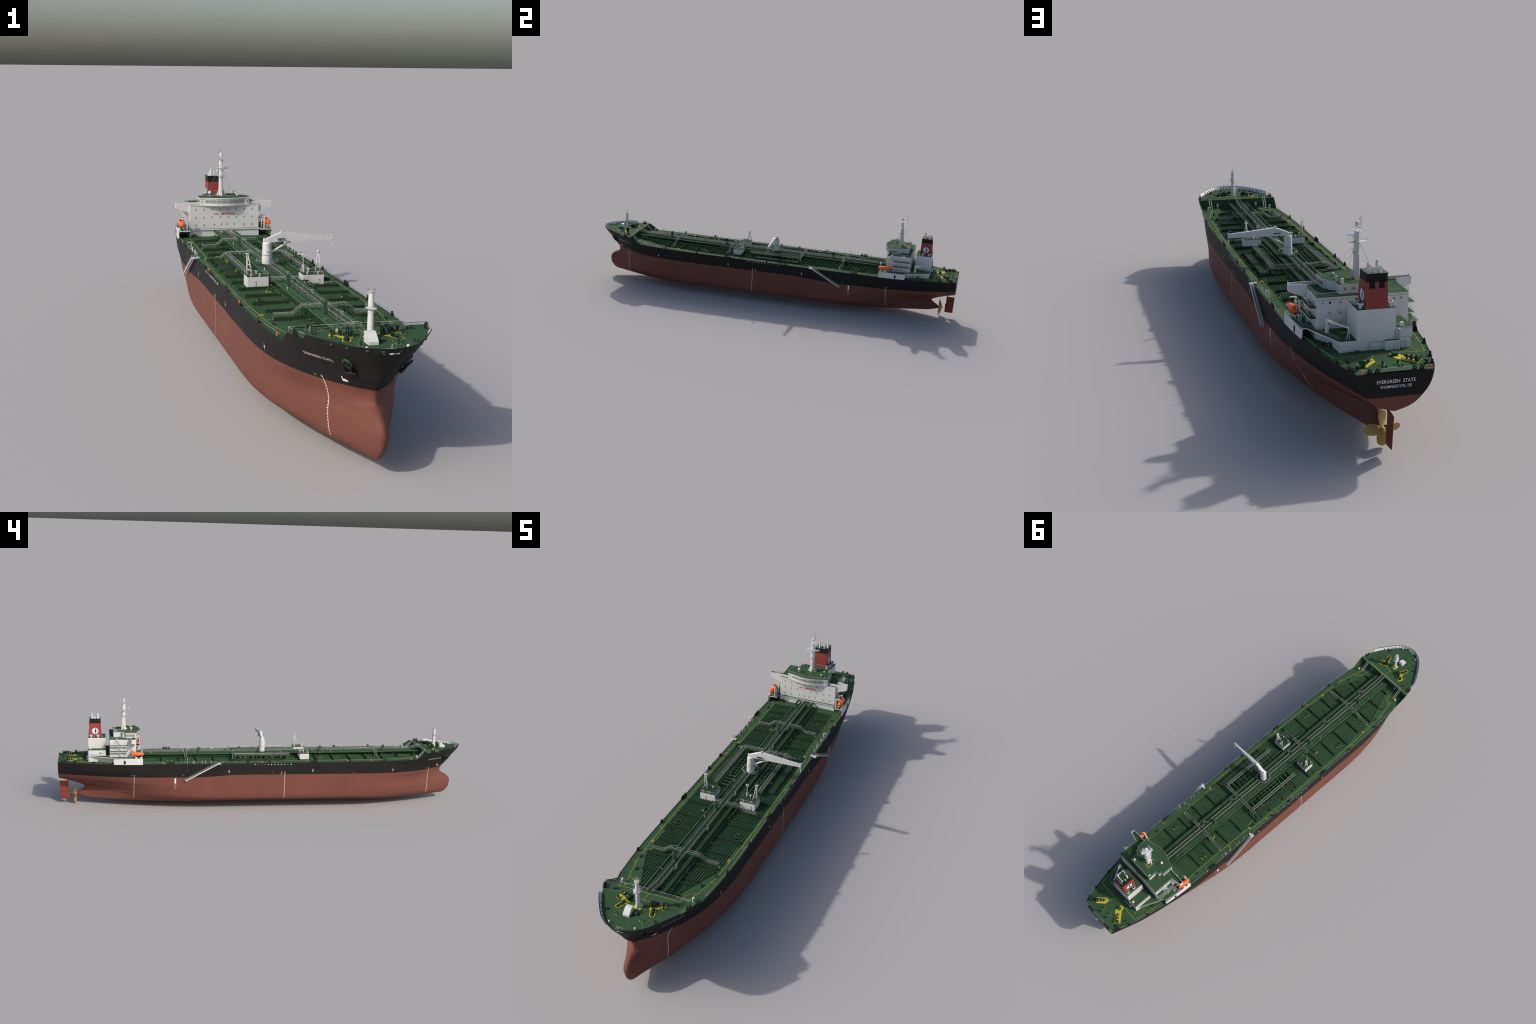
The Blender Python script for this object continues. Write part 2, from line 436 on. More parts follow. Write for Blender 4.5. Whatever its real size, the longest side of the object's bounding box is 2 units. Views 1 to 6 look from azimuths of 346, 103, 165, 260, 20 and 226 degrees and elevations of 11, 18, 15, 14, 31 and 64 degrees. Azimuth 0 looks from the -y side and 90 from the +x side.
# forecastle bulkhead, wing walls, doors and stairs
def forecastle_bulkhead():
    m = Mesh(); b0, b1 = half(BREAK1, .235) - .001, half(BREAK1, FC) - .001
    y = BREAK1 + .0006
    m.add([(-b0, y, .2335), (b0, y, .2335), (b1, y, FC), (-b1, y, FC)], [(0, 1, 2, 3)], M['deck'])
    m.box(-b1, b1, y, y + .0016, FC - .0022, FC + .0006, M['deck'])
    for s in (1, -1):
        N = 10; vs = []
        for i in range(N + 1):
            yy = BREAK0 + (BREAK1 - BREAK0) * i / N; zt = top_z(yy)
            p, q = half(yy, float(sheer(yy))) - .0012, half(yy, zt) - .0012
            vs += [(s * p, yy, float(sheer(yy)) - .001), (s * q, yy, zt)]
        m.add(vs, [(2 * i, 2 * i + 1, 2 * i + 3, 2 * i + 2) for i in range(N)], M['deck'])
        # coping along the slope
        pts = [Vector((s * (half(yy, top_z(yy)) - .0008), yy, top_z(yy) + .0004)) for yy in np.linspace(BREAK0, BREAK1, 8)]
        m.tube(pts, .0010, M['deck'], 5)
    return m
BH = obj("forecastle_bulkhead", forecastle_bulkhead())
for s, x in ((1, .0775), (-1, -.0775)):
    d = Mesh().box(x - .0042, x + .0042, BREAK1 + .0010, BREAK1 + .0022, .2385, .2545, M['line'])
    d.box(x - .0038, x + .0038, BREAK1 + .0022, BREAK1 + .0028, .2389, .2541, M['white'])
    obj("bulkhead_door", d, BH)

def stair(p_low, p_high, width, across, mat_rail, tread=None, steps=8, rh=.010, r=.00055):
    """sloping ladder with side strings, treads and hand rails"""
    m = Mesh(); a, b = Vector(p_low), Vector(p_high); w = Vector(across).normalized() * width / 2
    for s in (1, -1):
        m.tube([a + s * w, b + s * w], .0007, mat_rail, 4)
        up = Vector((0, 0, rh)); m.tube([a + s * w + up, b + s * w + up], r, mat_rail, 4)
        for t in (0, .33, .66, 1): p = a.lerp(b, t) + s * w; m.cyl(p, p + up, r * .9, mat_rail, n=4, caps=False)
    for i in range(steps):
        p = a.lerp(b, (i + .5) / steps); m.tube([p - w, p + w], .0006, tread or mat_rail, 4)
    return m
for s in (1, -1):
    obj("stairway", stair((s * .1085, -.755, .2352), (s * .1085, -.790, FC), .008, (1, 0, 0), M['rail'], M['beam'], steps=10, r=.0004), BH)

# bulwark round the bow: black outside, pale inside, with stays
BW_TOP = 0.2815
def bow_line(z_rel, off, n=60, y0=-.850):
    """points round the bow from -x to +x; z_rel 0 = deck edge, 1 = bulwark top"""
    P = []
    ts = np.linspace(0, 1, n)
    for side in (-1, 1):
        row = []
        for t in ts:
            s = t
            # parameter along y, denser at the stem
            ye = lambda z: float(stem(z))
            y_nom = y0 + (-.9975 - y0) * math.sin(t * math.pi / 2) if t < 1 else -.9975
            zl = fc_z(y_nom); rise = min(1.0, max(0.0, (y0 - y_nom) / .013))
            z = zl + (BW_TOP - zl) * z_rel * rise
            e = ye(z)
            frac = (y_nom - y0) / (-.9975 - y0)
            y = y0 + (e - y0) * frac
            b = half(y, z) if t < 1 else 0.0
            row.append((side, y, b, z))
        P.append(row)
    left, right = P
    pts = [(l[0] * max(0, l[2]), l[1], l[3]) for l in left] + [(r[2], r[1], r[3]) for r in right[::-1][1:]]
    out = []
    for i, p in enumerate(pts):
        a, c = Vector(pts[max(0, i - 1)]), Vector(pts[min(len(pts) - 1, i + 1)])
        d = (c - a); d.z = 0; d.normalize(); nrm = Vector((-d.y, d.x, 0))   # inward normal
        inward = nrm if nrm.dot(Vector((0, -.85, 0)) - Vector((p[0], p[1], 0))) > 0 else -nrm
        out.append(Vector(p) + inward * off)
    return out
def bulwark():
    m = Mesh(); rows_o = [bow_line(t, 0) for t in (0, .5, 1)]; rows_i = [bow_line(t, .0016) for t in (0, .5, 1)]
    n = len(rows_o[0])
    for rows, mat in ((rows_o, M['black']), (rows_i, M['white'])):
        vs = [p for r in rows for p in r]
        m.add(vs, [(k * n + i, k * n + i + 1, (k + 1) * n + i + 1, (k + 1) * n + i) for k in range(2) for i in range(n - 1)], mat, True)
    m.add(rows_o[2] + rows_i[2], [(i, i + 1, n + i + 1, n + i) for i in range(n - 1)], M['iron'])
    m.tube(rows_o[2][8:-8], .0010, M['iron'], 6)
    return m
BW = obj("bulwark", bulwark())
inner, innt = bow_line(0, .0018), bow_line(1, .0018)
for i in range(14, len(inner) - 14, 5):
    p, t = inner[i], innt[i]; c = Vector((0, -.90, p.z)); d = (c - p); d.z = 0; d.normalize()
    st = Mesh(); q = p + d * .0042; w = Vector((-d.y, d.x, 0)) * .0006
    st.add([p - w, p + w, q - w, q + w, t - w - Vector((0, 0, .001)), t + w - Vector((0, 0, .001))],
           [(0, 2, 4), (1, 5, 3), (2, 3, 5, 4), (0, 1, 3, 2)], M['black'])
    obj("bulwark_stay", st, BW)
mid = len(inner) // 2
bo = bow_line(.5, -.0006); bi = bow_line(.5, .0022)
for k in (-40, -30, -17, -6, 6, 17, 30, 40):
    po, pi_ = bo[mid + k], bi[mid + k]; d = (po - pi_).normalized()
    hl = Mesh(); hl.torus(po, .0044, .0009, d, M['iron'], 18, 6, .62)
    u = Vector((-d.y, d.x, 0)).normalized()
    for p, mt in ((po, M['deck']), (pi_, M['mark'])):  # inner disc painted pale for the daylight seen through the opening
        ring = [p + u * .0042 * math.cos(a) + Vector((0, 0, .0026 * math.sin(a))) for a in np.linspace(0, 2 * math.pi, 17)[:-1]]
        hl.add(ring, [tuple(range(16))], mt)
    obj("mooring_hole", hl, BW)

# ------------------------------------------------------------ rudder, propeller
def rudder():
    m = Mesh(); fr = []
    # chord outline: z -> leading y, trailing y; thickness by a foil
    for z in np.linspace(.0215, .1090, 15):
        t = (z - .0215) / .0875
        le = .9495 if z < .0665 else .9535 - 0 * t
        te = .9910 + .0055 * t
        fr.append((z, le, te))
    rings = []
    for z, le, te in fr:
        c = te - le; ring = []
        xs = np.linspace(0, 1, 9)
        th = [0.0058 * (2.0 * (math.sqrt(x) * .55 - .20 * x - .33 * x * x)) if 0 < x < 1 else 0 for x in xs]
        th[1] = max(th[1], .0026)
        for x, t_ in zip(xs, th): ring.append((max(t_, .0004), le + c * x, z))
        for x, t_ in zip(xs[::-1], th[::-1]): ring.append((-max(t_, .0004), le + c * x, z))
        rings.append(ring)
    k = len(rings[0]); vs = [p for r in rings for p in r]
    fs = [(a * k + j, a * k + (j + 1) % k, (a + 1) * k + (j + 1) % k, (a + 1) * k + j) for a in range(len(rings) - 1) for j in range(k)]
    m.add(vs, fs, M['rudder'], False)
    m.add(rings[0], [tuple(range(k))[::-1]], M['rudder']); m.add(rings[-1], [tuple(range(k))], M['rudder'])
    m.cyl((0, .9565, .105), (0, .9565, .122), .0028, M['boss'])
    m.box(-.0062, .0062, .9528, .9555, .0660, .0700, M['hole'])
    return m
obj("rudder", rudder())
PR = Mesh()
PZ, PY = .0465, .9245
PR.cyl((0, .9155, PZ), (0, .931, PZ), .0066, M['brass'], .0058, 16).cyl((0, .931, PZ), (0, .9385, PZ), .0050, M['brass'], .0034, 14)
PROP = obj("propeller", PR)
def blade():
    m = Mesh(); nr, nc = 11, 9; rows = []
    for i in range(nr):
        r = .005 + (.0465 - .005) * i / (nr - 1); t = i / (nr - 1)
        w = .0148 * math.sin(math.pi * min(1, .18 + .60 * t)) ** .9 * (1 if t < .93 else .80)
        if i == nr - 1: w *= .55
        pitch = math.radians(50 - 34 * t)
        row = []
        for s in (1, -1):
            for j in range(nc):
                c = -1 + 2 * j / (nc - 1)
                th = .0016 * (1 - t * .7) * math.sqrt(max(0, 1 - c * c))
                a = c * w; x, y = a * math.cos(pitch), a * math.sin(pitch)
                x, y = x - s * th * math.sin(pitch), y + s * th * math.cos(pitch)
                y -= .0045 * t * t
                ang = x / max(r, .006)
                row.append((r * math.sin(ang), PY + y, PZ + r * math.cos(ang)) if r > .012 else (x, PY + y, PZ + r))
        rows.append(row)
    k = 2 * nc; vs = [p for r in rows for p in r]; fs = []
    for i in range(nr - 1):
        for s in (0, 1):
            for j in range(nc - 1):
                a = i * k + s * nc + j; q = (a, a + 1, a + 1 + k, a + k)
                fs.append(q if s == 0 else q[::-1])
    m.add(vs, fs, M['brass'], True)
    me = m.data("propeller_blade")
    me.transform(Matrix.Translation((0, -PY, -PZ)))
    return me
BL = blade()
for i in range(4):
    o = bpy.data.objects.new("propeller_blade", BL); bpy.context.scene.collection.objects.link(o)
    o.parent = PROP; o.location = (0, PY, PZ); o.rotation_euler = (0, math.radians(90 * i + 2), 0)
obj("stern_tube", Mesh().cyl((0, .895, PZ), (0, .9160, PZ), .0112, M['boss'], .0086, 20).torus((0, .9125, PZ), .0092, .0006, (0, 1, 0), M['boss']))

# ------------------------------------------------------------- lettering
def text_mesh(body, size, bold=.012, align='CENTER', width=1.0, spacing=1.0):
    cu = bpy.data.curves.new("lettering", 'FONT'); cu.body = body; cu.size = size; cu.align_x = align; cu.align_y = 'CENTER'
    cu.offset = bold * size; cu.space_character = spacing; cu.resolution_u = 3
    o = bpy.data.objects.new("lettering_helper", cu); bpy.context.scene.collection.objects.link(o)
    dg = bpy.context.evaluated_depsgraph_get(); me = o.evaluated_get(dg).to_mesh()
    vs = [(v.co.x * width, v.co.y) for v in me.vertices]; fs = [tuple(p.vertices) for p in me.polygons]
    o.evaluated_get(dg).to_mesh_clear()
    bpy.data.objects.remove(o); bpy.data.curves.remove(cu)
    return vs, fs
def place_text(name, body, size, fn, mat, parent=None, **kw):
    vs, fs = text_mesh(body, size, **kw)
    return obj(name, Mesh().add([fn(u, v) for u, v in vs], fs, mat), parent)

# stern name
TY = lambda z: float(stern(z)) + .0009
place_text("lettering", "EVERGREEN  STATE", .0120, lambda u, v: (-u - .0008, TY(.2010), .2005 + v), M['logo'], HULL, bold=.010, width=.86, spacing=1.08)
place_text("lettering", "WILMINGSTON, DE", .0098, lambda u, v: (-u - .0008, TY(.189), .1875 + v), M['logo'], HULL, bold=.010, width=.86, spacing=1.08)
# bow names
for s in (-1, 1):
    place_text("lettering", "EVERGREEN STATE", .0092,
               lambda u, v, s=s: on_hull(-.8455 + s * u * 1.0, .2296 - .0006 * (s * u) / .04 + v, s, .0011), M['mark'], HULL, bold=.006, width=.84, spacing=1.22)
# house front
place_text("lettering", "NO SMOKING", .0115, lambda u, v: (u, .6332, .3042 + v), M['textred'], None, bold=.008, width=.86, spacing=1.2)

# hull marks
def patch(pts, s, off=.0008):
    return [on_hull(y, z, s, off) for y, z in pts]
def mark_strip(m, s, y, z0, z1, w, mat, n=12):
    zs = np.linspace(z0, z1, n)
    vs = [p for z in zs for p in patch([(y - w / 2, z), (y + w / 2, z)], s)]
    m.add(vs, [(2 * i, 2 * i + 1, 2 * i + 3, 2 * i + 2) for i in range(n - 1)], mat)
def draft_marks(s, y, z0, z1, step=.0068):
    m = Mesh()
    mark_strip(m, s, y, z0, z1, .0011, M['mark'], 24)
    z = z0 + .002; i = 0
    while z < z1 - .002:
        L = .0034 if i % 2 == 0 else .0022
        m.add(patch([(y, z), (y + L, z), (y + L, z + .0013), (y, z + .0013)], s), [(0, 1, 2, 3)], M['mark'])
        z += step; i += 1
    m.add(patch([(y, z1 - .0016), (y + .0030, z1 - .0016), (y + .0030, z1), (y, z1)], s), [(0, 1, 2, 3)], M['mark'])
    return m
for s in (-1, 1):
    obj("draft_marks", draft_marks(s, -.0762, .0515, .186), HULL)
    obj("draft_marks", draft_marks(s, -.8235, .053, .182), HULL)
    obj("draft_marks", draft_marks(s, .6435, .0515, .1735), HULL)
    for y, z in ((.195, .1895), (-.213, .1903), (-.616, .1885)):
        m = Mesh()
        m.add(patch([(y - .0019, z - .0035), (y + .0019, z - .0035), (y + .0024, z), (y + .0019, z + .0035), (y - .0019, z + .0035), (y - .0024, z)], s), [tuple(range(6))], M['mark'])
        for zz, w in ((z + .0068, .0038), (z + .0090, .0038), (z - .0066, .0032), (z - .0084, .0024)):
            for k in (-1, 0, 1): m.add(patch([(y + k * w / 2.2 - .0006, zz - .0006), (y + k * w / 2.2 + .0006, zz - .0006), (y + k * w / 2.2 + .0006, zz + .0006), (y + k * w / 2.2 - .0006, zz + .0006)], s), [(0, 1, 2, 3)], M['line'])
        obj("tug_mark", m, HULL)
    for y, z in ((.4126, .172), (-.0148, .1828), (-.4171, .1767), (.655, .172), (-.806, .179)):
        m = Mesh()
        for dy in (-.002, .0008): m.add(patch([(y + dy, z - .0011), (y + dy + .0022, z - .0011), (y + dy + .0022, z + .0011), (y + dy, z + .0011)], s), [(0, 1, 2, 3)], M['line'])
        obj("hull_pad", m, HULL)
    m = Mesh(); y = .451                                   # pilot boarding mark
    mark_strip(m, s, y, .1330, .1585, .0074, M['mark'], 4)
    for yy in (y - .0034, y + .0034): mark_strip(m, s, yy, .1068, .1330, .0007, M['mark'], 4)
    m.add(patch([(y - .0037, .1066), (y + .0037, .1066), (y + .0037, .1074), (y - .0037, .1074)], s), [(0, 1, 2, 3)], M['mark'])
    obj("pilot_mark", m, HULL)
    m = Mesh()                                             # load line
    mark_strip(m, s, -.0588, .1705, .184, .0008, M['mark'], 4)
    for dz, L in ((0, -.004), (.0045, .004), (.0075, .004)):
        m.add(patch([(-.0588, .1765 + dz), (-.0588 - L, .1765 + dz), (-.0588 - L, .1774 + dz), (-.0588, .1774 + dz)], s), [(0, 1, 2, 3)], M['mark'])
    obj("load_line_mark", m, HULL)
    # bulbous bow mark: upright with a rounded foot, laid on the hull
    bm_ = [(0, 1), (.22, 1), (.10, .25), (.55, .42), (1.0, .10), (1.05, -.15), (.8, -.35), (.35, -.38), (-.3, -.40)]
    m = Mesh(); m.add(patch([(-.873 - .0120 * a * .8, .1862 + .0085 * b) for a, b in bm_], s, .0012), [tuple(range(len(bm_)))], M['mark'])
    obj("bulb_mark", m, HULL)
    # side drains below the manifold: round white covers
    for y, r in zip(np.linspace(.0708, -.1051, 12), (.0021, .0011, .0011, .0012, .0021, .0022, .0022, .0022, .0022, .0022, .0013, .0026)):
        p = on_hull(y, .2220, s); obj("drain_cover", Mesh().cyl(p, p + Vector((s * .0010, 0, 0)), r, M['mark'], n=12), HULL)

# anchors in their green bolsters
for s in (1, -1):
    c = on_hull(-.917, .2325, s); n = (on_hull(-.917, .2325, s, .01) - c).normalized()
    up = Vector((0, 0, 1)); side = n.cross(up).normalized(); up = side.cross(n).normalized()
    if up.z < 0: up = -up
    m = Mesh()
    for R0, h0, R1, h1, mt in ((.0150, -.004, .0148, .0030, 'deck'), (.0148, .0030, .0110, .0036, 'deck'), (.0110, .0036, .0085, -.001, 'pipe')):
        ra = [c + n * h0 + side * R0 * .74 * math.cos(a) + up * R0 * math.sin(a) for a in np.linspace(0, 2 * math.pi, 25)[:-1]]
        rb = [c + n * h1 + side * R1 * .74 * math.cos(a) + up * R1 * math.sin(a) for a in np.linspace(0, 2 * math.pi, 25)[:-1]]
        m.add(ra + rb, [(i, (i + 1) % 24, 24 + (i + 1) % 24, 24 + i) for i in range(24)], M[mt], True)
    m.add(rb, [tuple(range(24))], M['hole'])
    BO = obj("anchor_bolster", m)
    a = Mesh(); o_ = c + n * .0055 - up * .005
    a.tube([o_ + up * .010 - n * .005, o_ - up * .014], .0023, M['iron'], 8)
    for k in (1, -1):
        a.tube([o_ - up * .015 + side * k * .0066, o_ - up * .006 + side * k * .0090 + n * .001, o_ + up * .0080 + side * k * .0080 + n * .002], .0026, M['iron'], 6)
    a.tube([o_ - up * .0165 - side * .0155, o_ - up * .0175, o_ - up * .0165 + side * .0155], .0045, M['iron'], 8)
    obj("anchor", a, BO)

# ------------------------------------------------------------ main deck structure
BEAMS = [.5145 - .08358 * k for k in range(16)]
def beam_out(y):
    if y > .22: return .1270
    if y > -.45: return .1400
    if y > -.60: return .1290
    return .1015 if y > -.70 else .0765
for y in BEAMS:
    xo = beam_out(y)
    for s, xi in ((1, .047), (-1, .041)):
        zb = deck_z(y, .09)
        m = Mesh(); a, b = sorted((s * xi, s * xo))
        m.extrude([(a, zb - .002), (b, zb - .003), (b - (.004 if s > 0 else 0), zb + .0085), (a + (.004 if s < 0 else 0), zb + .0085)], 'y', y - .0013, y + .0013, M['beam'])
        obj("deck_beam", m)
for s in (1, -1):
    for k in range(11):
        x = .0485 + .0088 * k
        y1 = .592 if x < .1285 else .235
        # forward ends follow the tapering deck
        y0 = -.755 if x < .06 else (-.575 - (.126 - x) / .076 * .19 if x < .128 else -.43)
        pts = np.linspace(y0, y1, 30)
        m = Mesh()
        for ya, yb in zip(pts, pts[1:]):
            za, zb = deck_z(ya, x), deck_z(yb, x)
            w = .0006
            m.add([(s * x - w, ya, za - .001), (s * x + w, ya, za - .001), (s * x + w, ya, za + .0027), (s * x - w, ya, za + .0027),
                   (s * x - w, yb, zb - .001), (s * x + w, yb, zb - .001), (s * x + w, yb, zb + .0027), (s * x - w, yb, zb + .0027)],
                  [(3, 2, 6, 7), (1, 5, 6, 2), (0, 3, 7, 4)] + ([(0, 1, 2, 3)] if ya == pts[0] else []) + ([(4, 7, 6, 5)] if yb == pts[-1] else []), M['stiff'])
        obj("deck_stiffener", m)
    # slanting end stiffeners
    a, b = (s * .127, -.578), (s * .050, -.772)
    m = Mesh(); A = Vector((a[0], a[1], deck_z(a[1], .12))); B = Vector((b[0], b[1], deck_z(b[1], .05)))
    d = (B - A).normalized(); w = Vector((-d.y, d.x, 0)) * .0008; U = Vector((0, 0, .0032))
    m.add([A - w, A + w, A + w + U, A - w + U, B - w, B + w, B + w + U, B - w + U], [(3, 2, 6, 7), (1, 5, 6, 2), (0, 3, 7, 4), (0, 1, 2, 3), (4, 7, 6, 5)], M['stiff'])
    obj("deck_stiffener", m)

# yellow walkway lines, rings and pads painted on the deck
def line_on(m, pts, w, zf, mat, lift=.0007):
    for a, b in zip(pts, pts[1:]):
        a, b = Vector((*a, 0)), Vector((*b, 0)); n = max(1, int((b - a).length / .02)); d = (b - a).normalized(); p = Vector((-d.y, d.x, 0)) * w / 2
        a2, b2 = a - d * w * .3, b + d * w * .3
        vs = []
        for i in range(n + 1):
            q = a2.lerp(b2, i / n)
            for e in (q - p, q + p): vs.append((e.x, e.y, zf(e.y, e.x) + lift))
        m.add(vs, [(2 * i, 2 * i + 1, 2 * i + 3, 2 * i + 2) for i in range(n)], mat)
def poly_on(m, pts, zf, mat, lift=.0009): m.add([(x, y, zf(y, x) + lift) for x, y in pts], [tuple(range(len(pts)))], mat)
def ring_on(m, c, r, w, zf, mat, lift=.0007, n=20):
    vs = []
    for i in range(n):
        a = 2 * math.pi * i / n
        for R in (r - w / 2, r + w / 2):
            x, y = c[0] + R * math.cos(a), c[1] + R * math.sin(a); vs.append((x, y, zf(y, x) + lift))
    m.add(vs, [(2 * i, 2 * i + 1, (2 * i + 3) % (2 * n), (2 * i + 2) % (2 * n)) for i in range(n)], mat)
DZ = lambda y, x: deck_z(y, x)
FZ = lambda y, x: fc_z(y) - .0003
lines = Mesh()
for s in (1, -1):
    L = [(.1165, .887), (.1265, .8406), (.1395, .7433), (.147, .70), (.147, .620), (.144, .602), (.1305, .588), (.1300, .3978), (.1340, .2260), (.1470, .2140), (.1492, .1435), (.1495, -.09), (.1495, -.2965), (.1475, -.4024), (.1425, -.5516), (.1369, -.6197), (.1217, -.6985), (.1055, -.7547)]
    line_on(lines, [(s * x, y) for x, y in L], .0017, DZ, M['lineyellow'])
    line_on(lines, [(s * .1205, -.703), (s * .089, -.7274), (s * .078, -.788)], .0015, DZ, M['lineyellow'])
    line_on(lines, [(s * .1340, .2260), (s * .122, .2235)], .0015, DZ, M['lineyellow'])
    line_on(lines, [(s * .121, .2170), (s * .119, .188)], .0022, DZ, M['lineyellow'])
    for y in (-.5515, .395):
        line_on(lines, [(s * .124, y), (s * (.142 if y < 0 else .1300), y - .003)], .0016, DZ, M['lineyellow'])
        poly_on(lines, [(s * .1215, y - .003), (s * .1265, y - .003), (s * .1265, y + .003), (s * .1215, y + .003)], DZ, M['yellow'], .0012)
    poly_on(lines, [(s * .116, .184), (s * .1215, .184), (s * .1215, .189), (s * .116, .189)], DZ, M['yellow'], .0012)
    poly_on(lines, [(s * .103, -.754), (s * .114, -.754), (s * .114, -.750), (s * .103, -.750)], DZ, M['yellow'], .0012)
    for y, x in ((.497, .150), (.352, .143), (.1344, .1525), (-.026, .1525), (-.2038, .1520), (-.419, .1515), (-.632, .1385)):
        ring_on(lines, (s * x, y), .0052, .0013, DZ, M['lineyellow'])
ring_on(lines, (-.1525, .166), .0052, .0013, DZ, M['lineyellow'])
line_on(lines, [(-.1165, .887), (.1165, .887)], .0017, DZ, M['lineyellow'])
for x0, y0, x1, y1 in ((-.100, .887, -.093, .860), (-.055, .887, -.052, .862), (.029, .915, .018, .889), (-.139, .80, -.123, .80)):
    line_on(lines, [(x0, y0), (x1, y1)], .0015, DZ, M['lineyellow'])
ring_on(lines, (.0495, .8684), .0075, .0016, DZ, M['lineyellow'])
for x in (.0171, -.0205): ring_on(lines, (x, .9538), .0056, .0013, DZ, M['lineyellow'])
PAD1 = [(.0801, .9472), (.0600, .9655), (.0273, .9349), (.0285, .9145), (.0461, .9146)]
PAD2 = [(-.0666, .9656), (-.0867, .9452), (-.0470, .9046), (-.0430, .8885), (-.0232, .8885), (-.0238, .9228)]
for P in (PAD1, PAD2): poly_on(lines, P, lambda y, x: deck_z(y, 0.0) - .0002, M['yellow'], .0011)
LN = obj("deck_lines", lines)
LN["kind"] = "stuff"
fl = Mesh()
line_on(fl, [(-.1073, -.7898), (-.1073, -.798), (.1073, -.798), (.1073, -.7898)], .0017, FZ, M['lineyellow'])
line_on(fl, [(0, -.798), (-.001, -.835)], .0016, FZ, M['lineyellow']); line_on(fl, [(-.022, -.833), (.022, -.833)], .0015, FZ, M['lineyellow'])
poly_on(fl, [(-.013, -.880), (.013, -.880), (.013, -.855), (-.013, -.855)], FZ, M['yellow'])
ax = math.radians(27)
def fpad(s):
    """yellow pad under one windlass: bed, wheel base and a ring round the hawse pipe"""
    R = lambda p, c: (s * (c[0] + p[0] * math.cos(ax) - p[1] * math.sin(ax)), c[1] + p[0] * math.sin(ax) + p[1] * math.cos(ax))
    c = (.054, -.8405)
    poly_on(fl, [R(p, c) for p in ((-.027, -.013), (.024, -.013), (.024, .012), (-.027, .012))], FZ, M['yellow'])
    poly_on(fl, [R(p, c) for p in ((-.027, -.020), (.002, -.020), (.002, -.012), (-.027, -.012))], FZ, M['yellow'], .0010)
    a, b = Vector((s * .047, -.860)), Vector((s * .0570, -.8885)); d = (b - a).normalized(); n = Vector((-d.y, d.x)) * .0078
    line_on(fl, [tuple(a + n), tuple(b + n)], .0026, FZ, M['yellow'], .0012); line_on(fl, [tuple(a - n), tuple(b - n)], .0026, FZ, M['yellow'], .0012)
    t0 = math.atan2(d.y, d.x)
    arc = [(b.x + .0078 * math.cos(t0 + q), b.y + .0078 * math.sin(t0 + q)) for q in np.linspace(-math.pi / 2, math.pi / 2, 9)]
    line_on(fl, arc, .0026, FZ, M['yellow'], .0013)
for s in (1, -1):
    fpad(s)
    for x, y in ((.0768, -.8516), (.0391, -.9242)): ring_on(fl, (s * x, y), .0050, .0013, FZ, M['yellow'])
o = obj("deck_lines", fl, FCD); o["kind"] = "stuff"
for x, y in ((-.1405, -.5066), (.1405, -.5066), (-.1376, .2261), (.1376, .2261)):
    obj("deck_hatch", Mesh().box(x - .0058, x + .0058, y - .0058, y + .0058, deck_z(y, x), deck_z(y, x) + .0022, M['ochre']))

# ------------------------------------------------------------ deck edge rails and fairleads
CHOCKS = [.4868, .4748, .4610, .1045, .0008, -.2055, -.2190, -.2295, -.3932, -.5705, .9780, .9660, .9180, .8300, .7410]
def edge_pts(y0, y1, s, n=None, inset=.0012):
    n = n or max(2, int(abs(y1 - y0) / .03) + 1)
    return [Vector((s * (half(y, float(sheer(y))) - inset), y, float(sheer(y)) - .0003)) for y in np.linspace(y0, y1, n)]
cuts = sorted(CHOCKS + [.6035, .7395])
RAILGREEN = M['deck']
for s in (1, -1):
    m = Mesh(); spans = []; seq = [.992] + sorted(CHOCKS, reverse=True) + [-.728]
    for a, b in zip(seq, seq[1:]):
        a2, b2 = a - .007, b + .007
        if a2 - b2 > .012: spans.append((a2, b2))
    for a, b in spans:
        parts = [(a, b)]
        if a > .6035 and b < .7395: parts = [(a, max(b, .7395))] if b > .6035 else [(a, .742), (.6025, b)]
        for p, q in parts:
            if p - q < .008: continue
            if p > .2505 > q:   # gap for the accommodation ladder
                m.rail(edge_pts(p, .2560, s), M['rail'], .0115, .00032, (1, .66, .33), .02, RAILGREEN)
                m.rail(edge_pts(.2340, q, s), M['rail'], .0115, .00032, (1, .66, .33), .02, RAILGREEN)
            else: m.rail(edge_pts(p, q, s), M['rail'], .0115, .00032, (1, .66, .33), .02, RAILGREEN)
    obj("edge_railing", m)
    gw = Mesh().tube([Vector((s * (half(y, float(sheer(y))) - .0003), y, float(sheer(y)) + .0003)) for y in list(np.linspace(.9985, .741, 12))], .0009, M['iron'], 6)
    gw.tube([Vector((s * (half(y, float(sheer(y))) - .0003), y, float(sheer(y)) + .0003)) for y in list(np.linspace(.602, -.728, 60))], .0009, M['iron'], 6)
    obj("gunwale", gw)
    m = Mesh()
    fe = lambda y: Vector((s * (half(y, fc_z(y)) - .0012), y, fc_z(y) - .0003))
    m.rail([fe(y) for y in np.linspace(-.792, -.806, 3)], M['rail'], .0115, .00045, (1, .66, .33), .012)
    m.rail([fe(y) for y in np.linspace(-.829, -.850, 3)], M['rail'], .0115, .00045, (1, .66, .33), .012)
    m.rail([(s * .1505, -.7905, FC), (s * .113, -.7905, FC)], M['rail'], .0115, .00045, (1, .55), .016)
    m.rail([(s * .103, -.7905, FC), (s * .0085, -.7905, FC)], M['rail'], .0115, .00045, (1, .55), .016)
    obj("forecastle_railing", m, FCD)
m = Mesh()
for a, b in ((.094, .0715), (.036, -.040), (-.0735, -.094)):
    m.rail([(a, .9965, .2223), (b, .9965, .2223)], M['rail'], .0110, .00045, (1, .66, .33), .014)
obj("edge_railing", m)

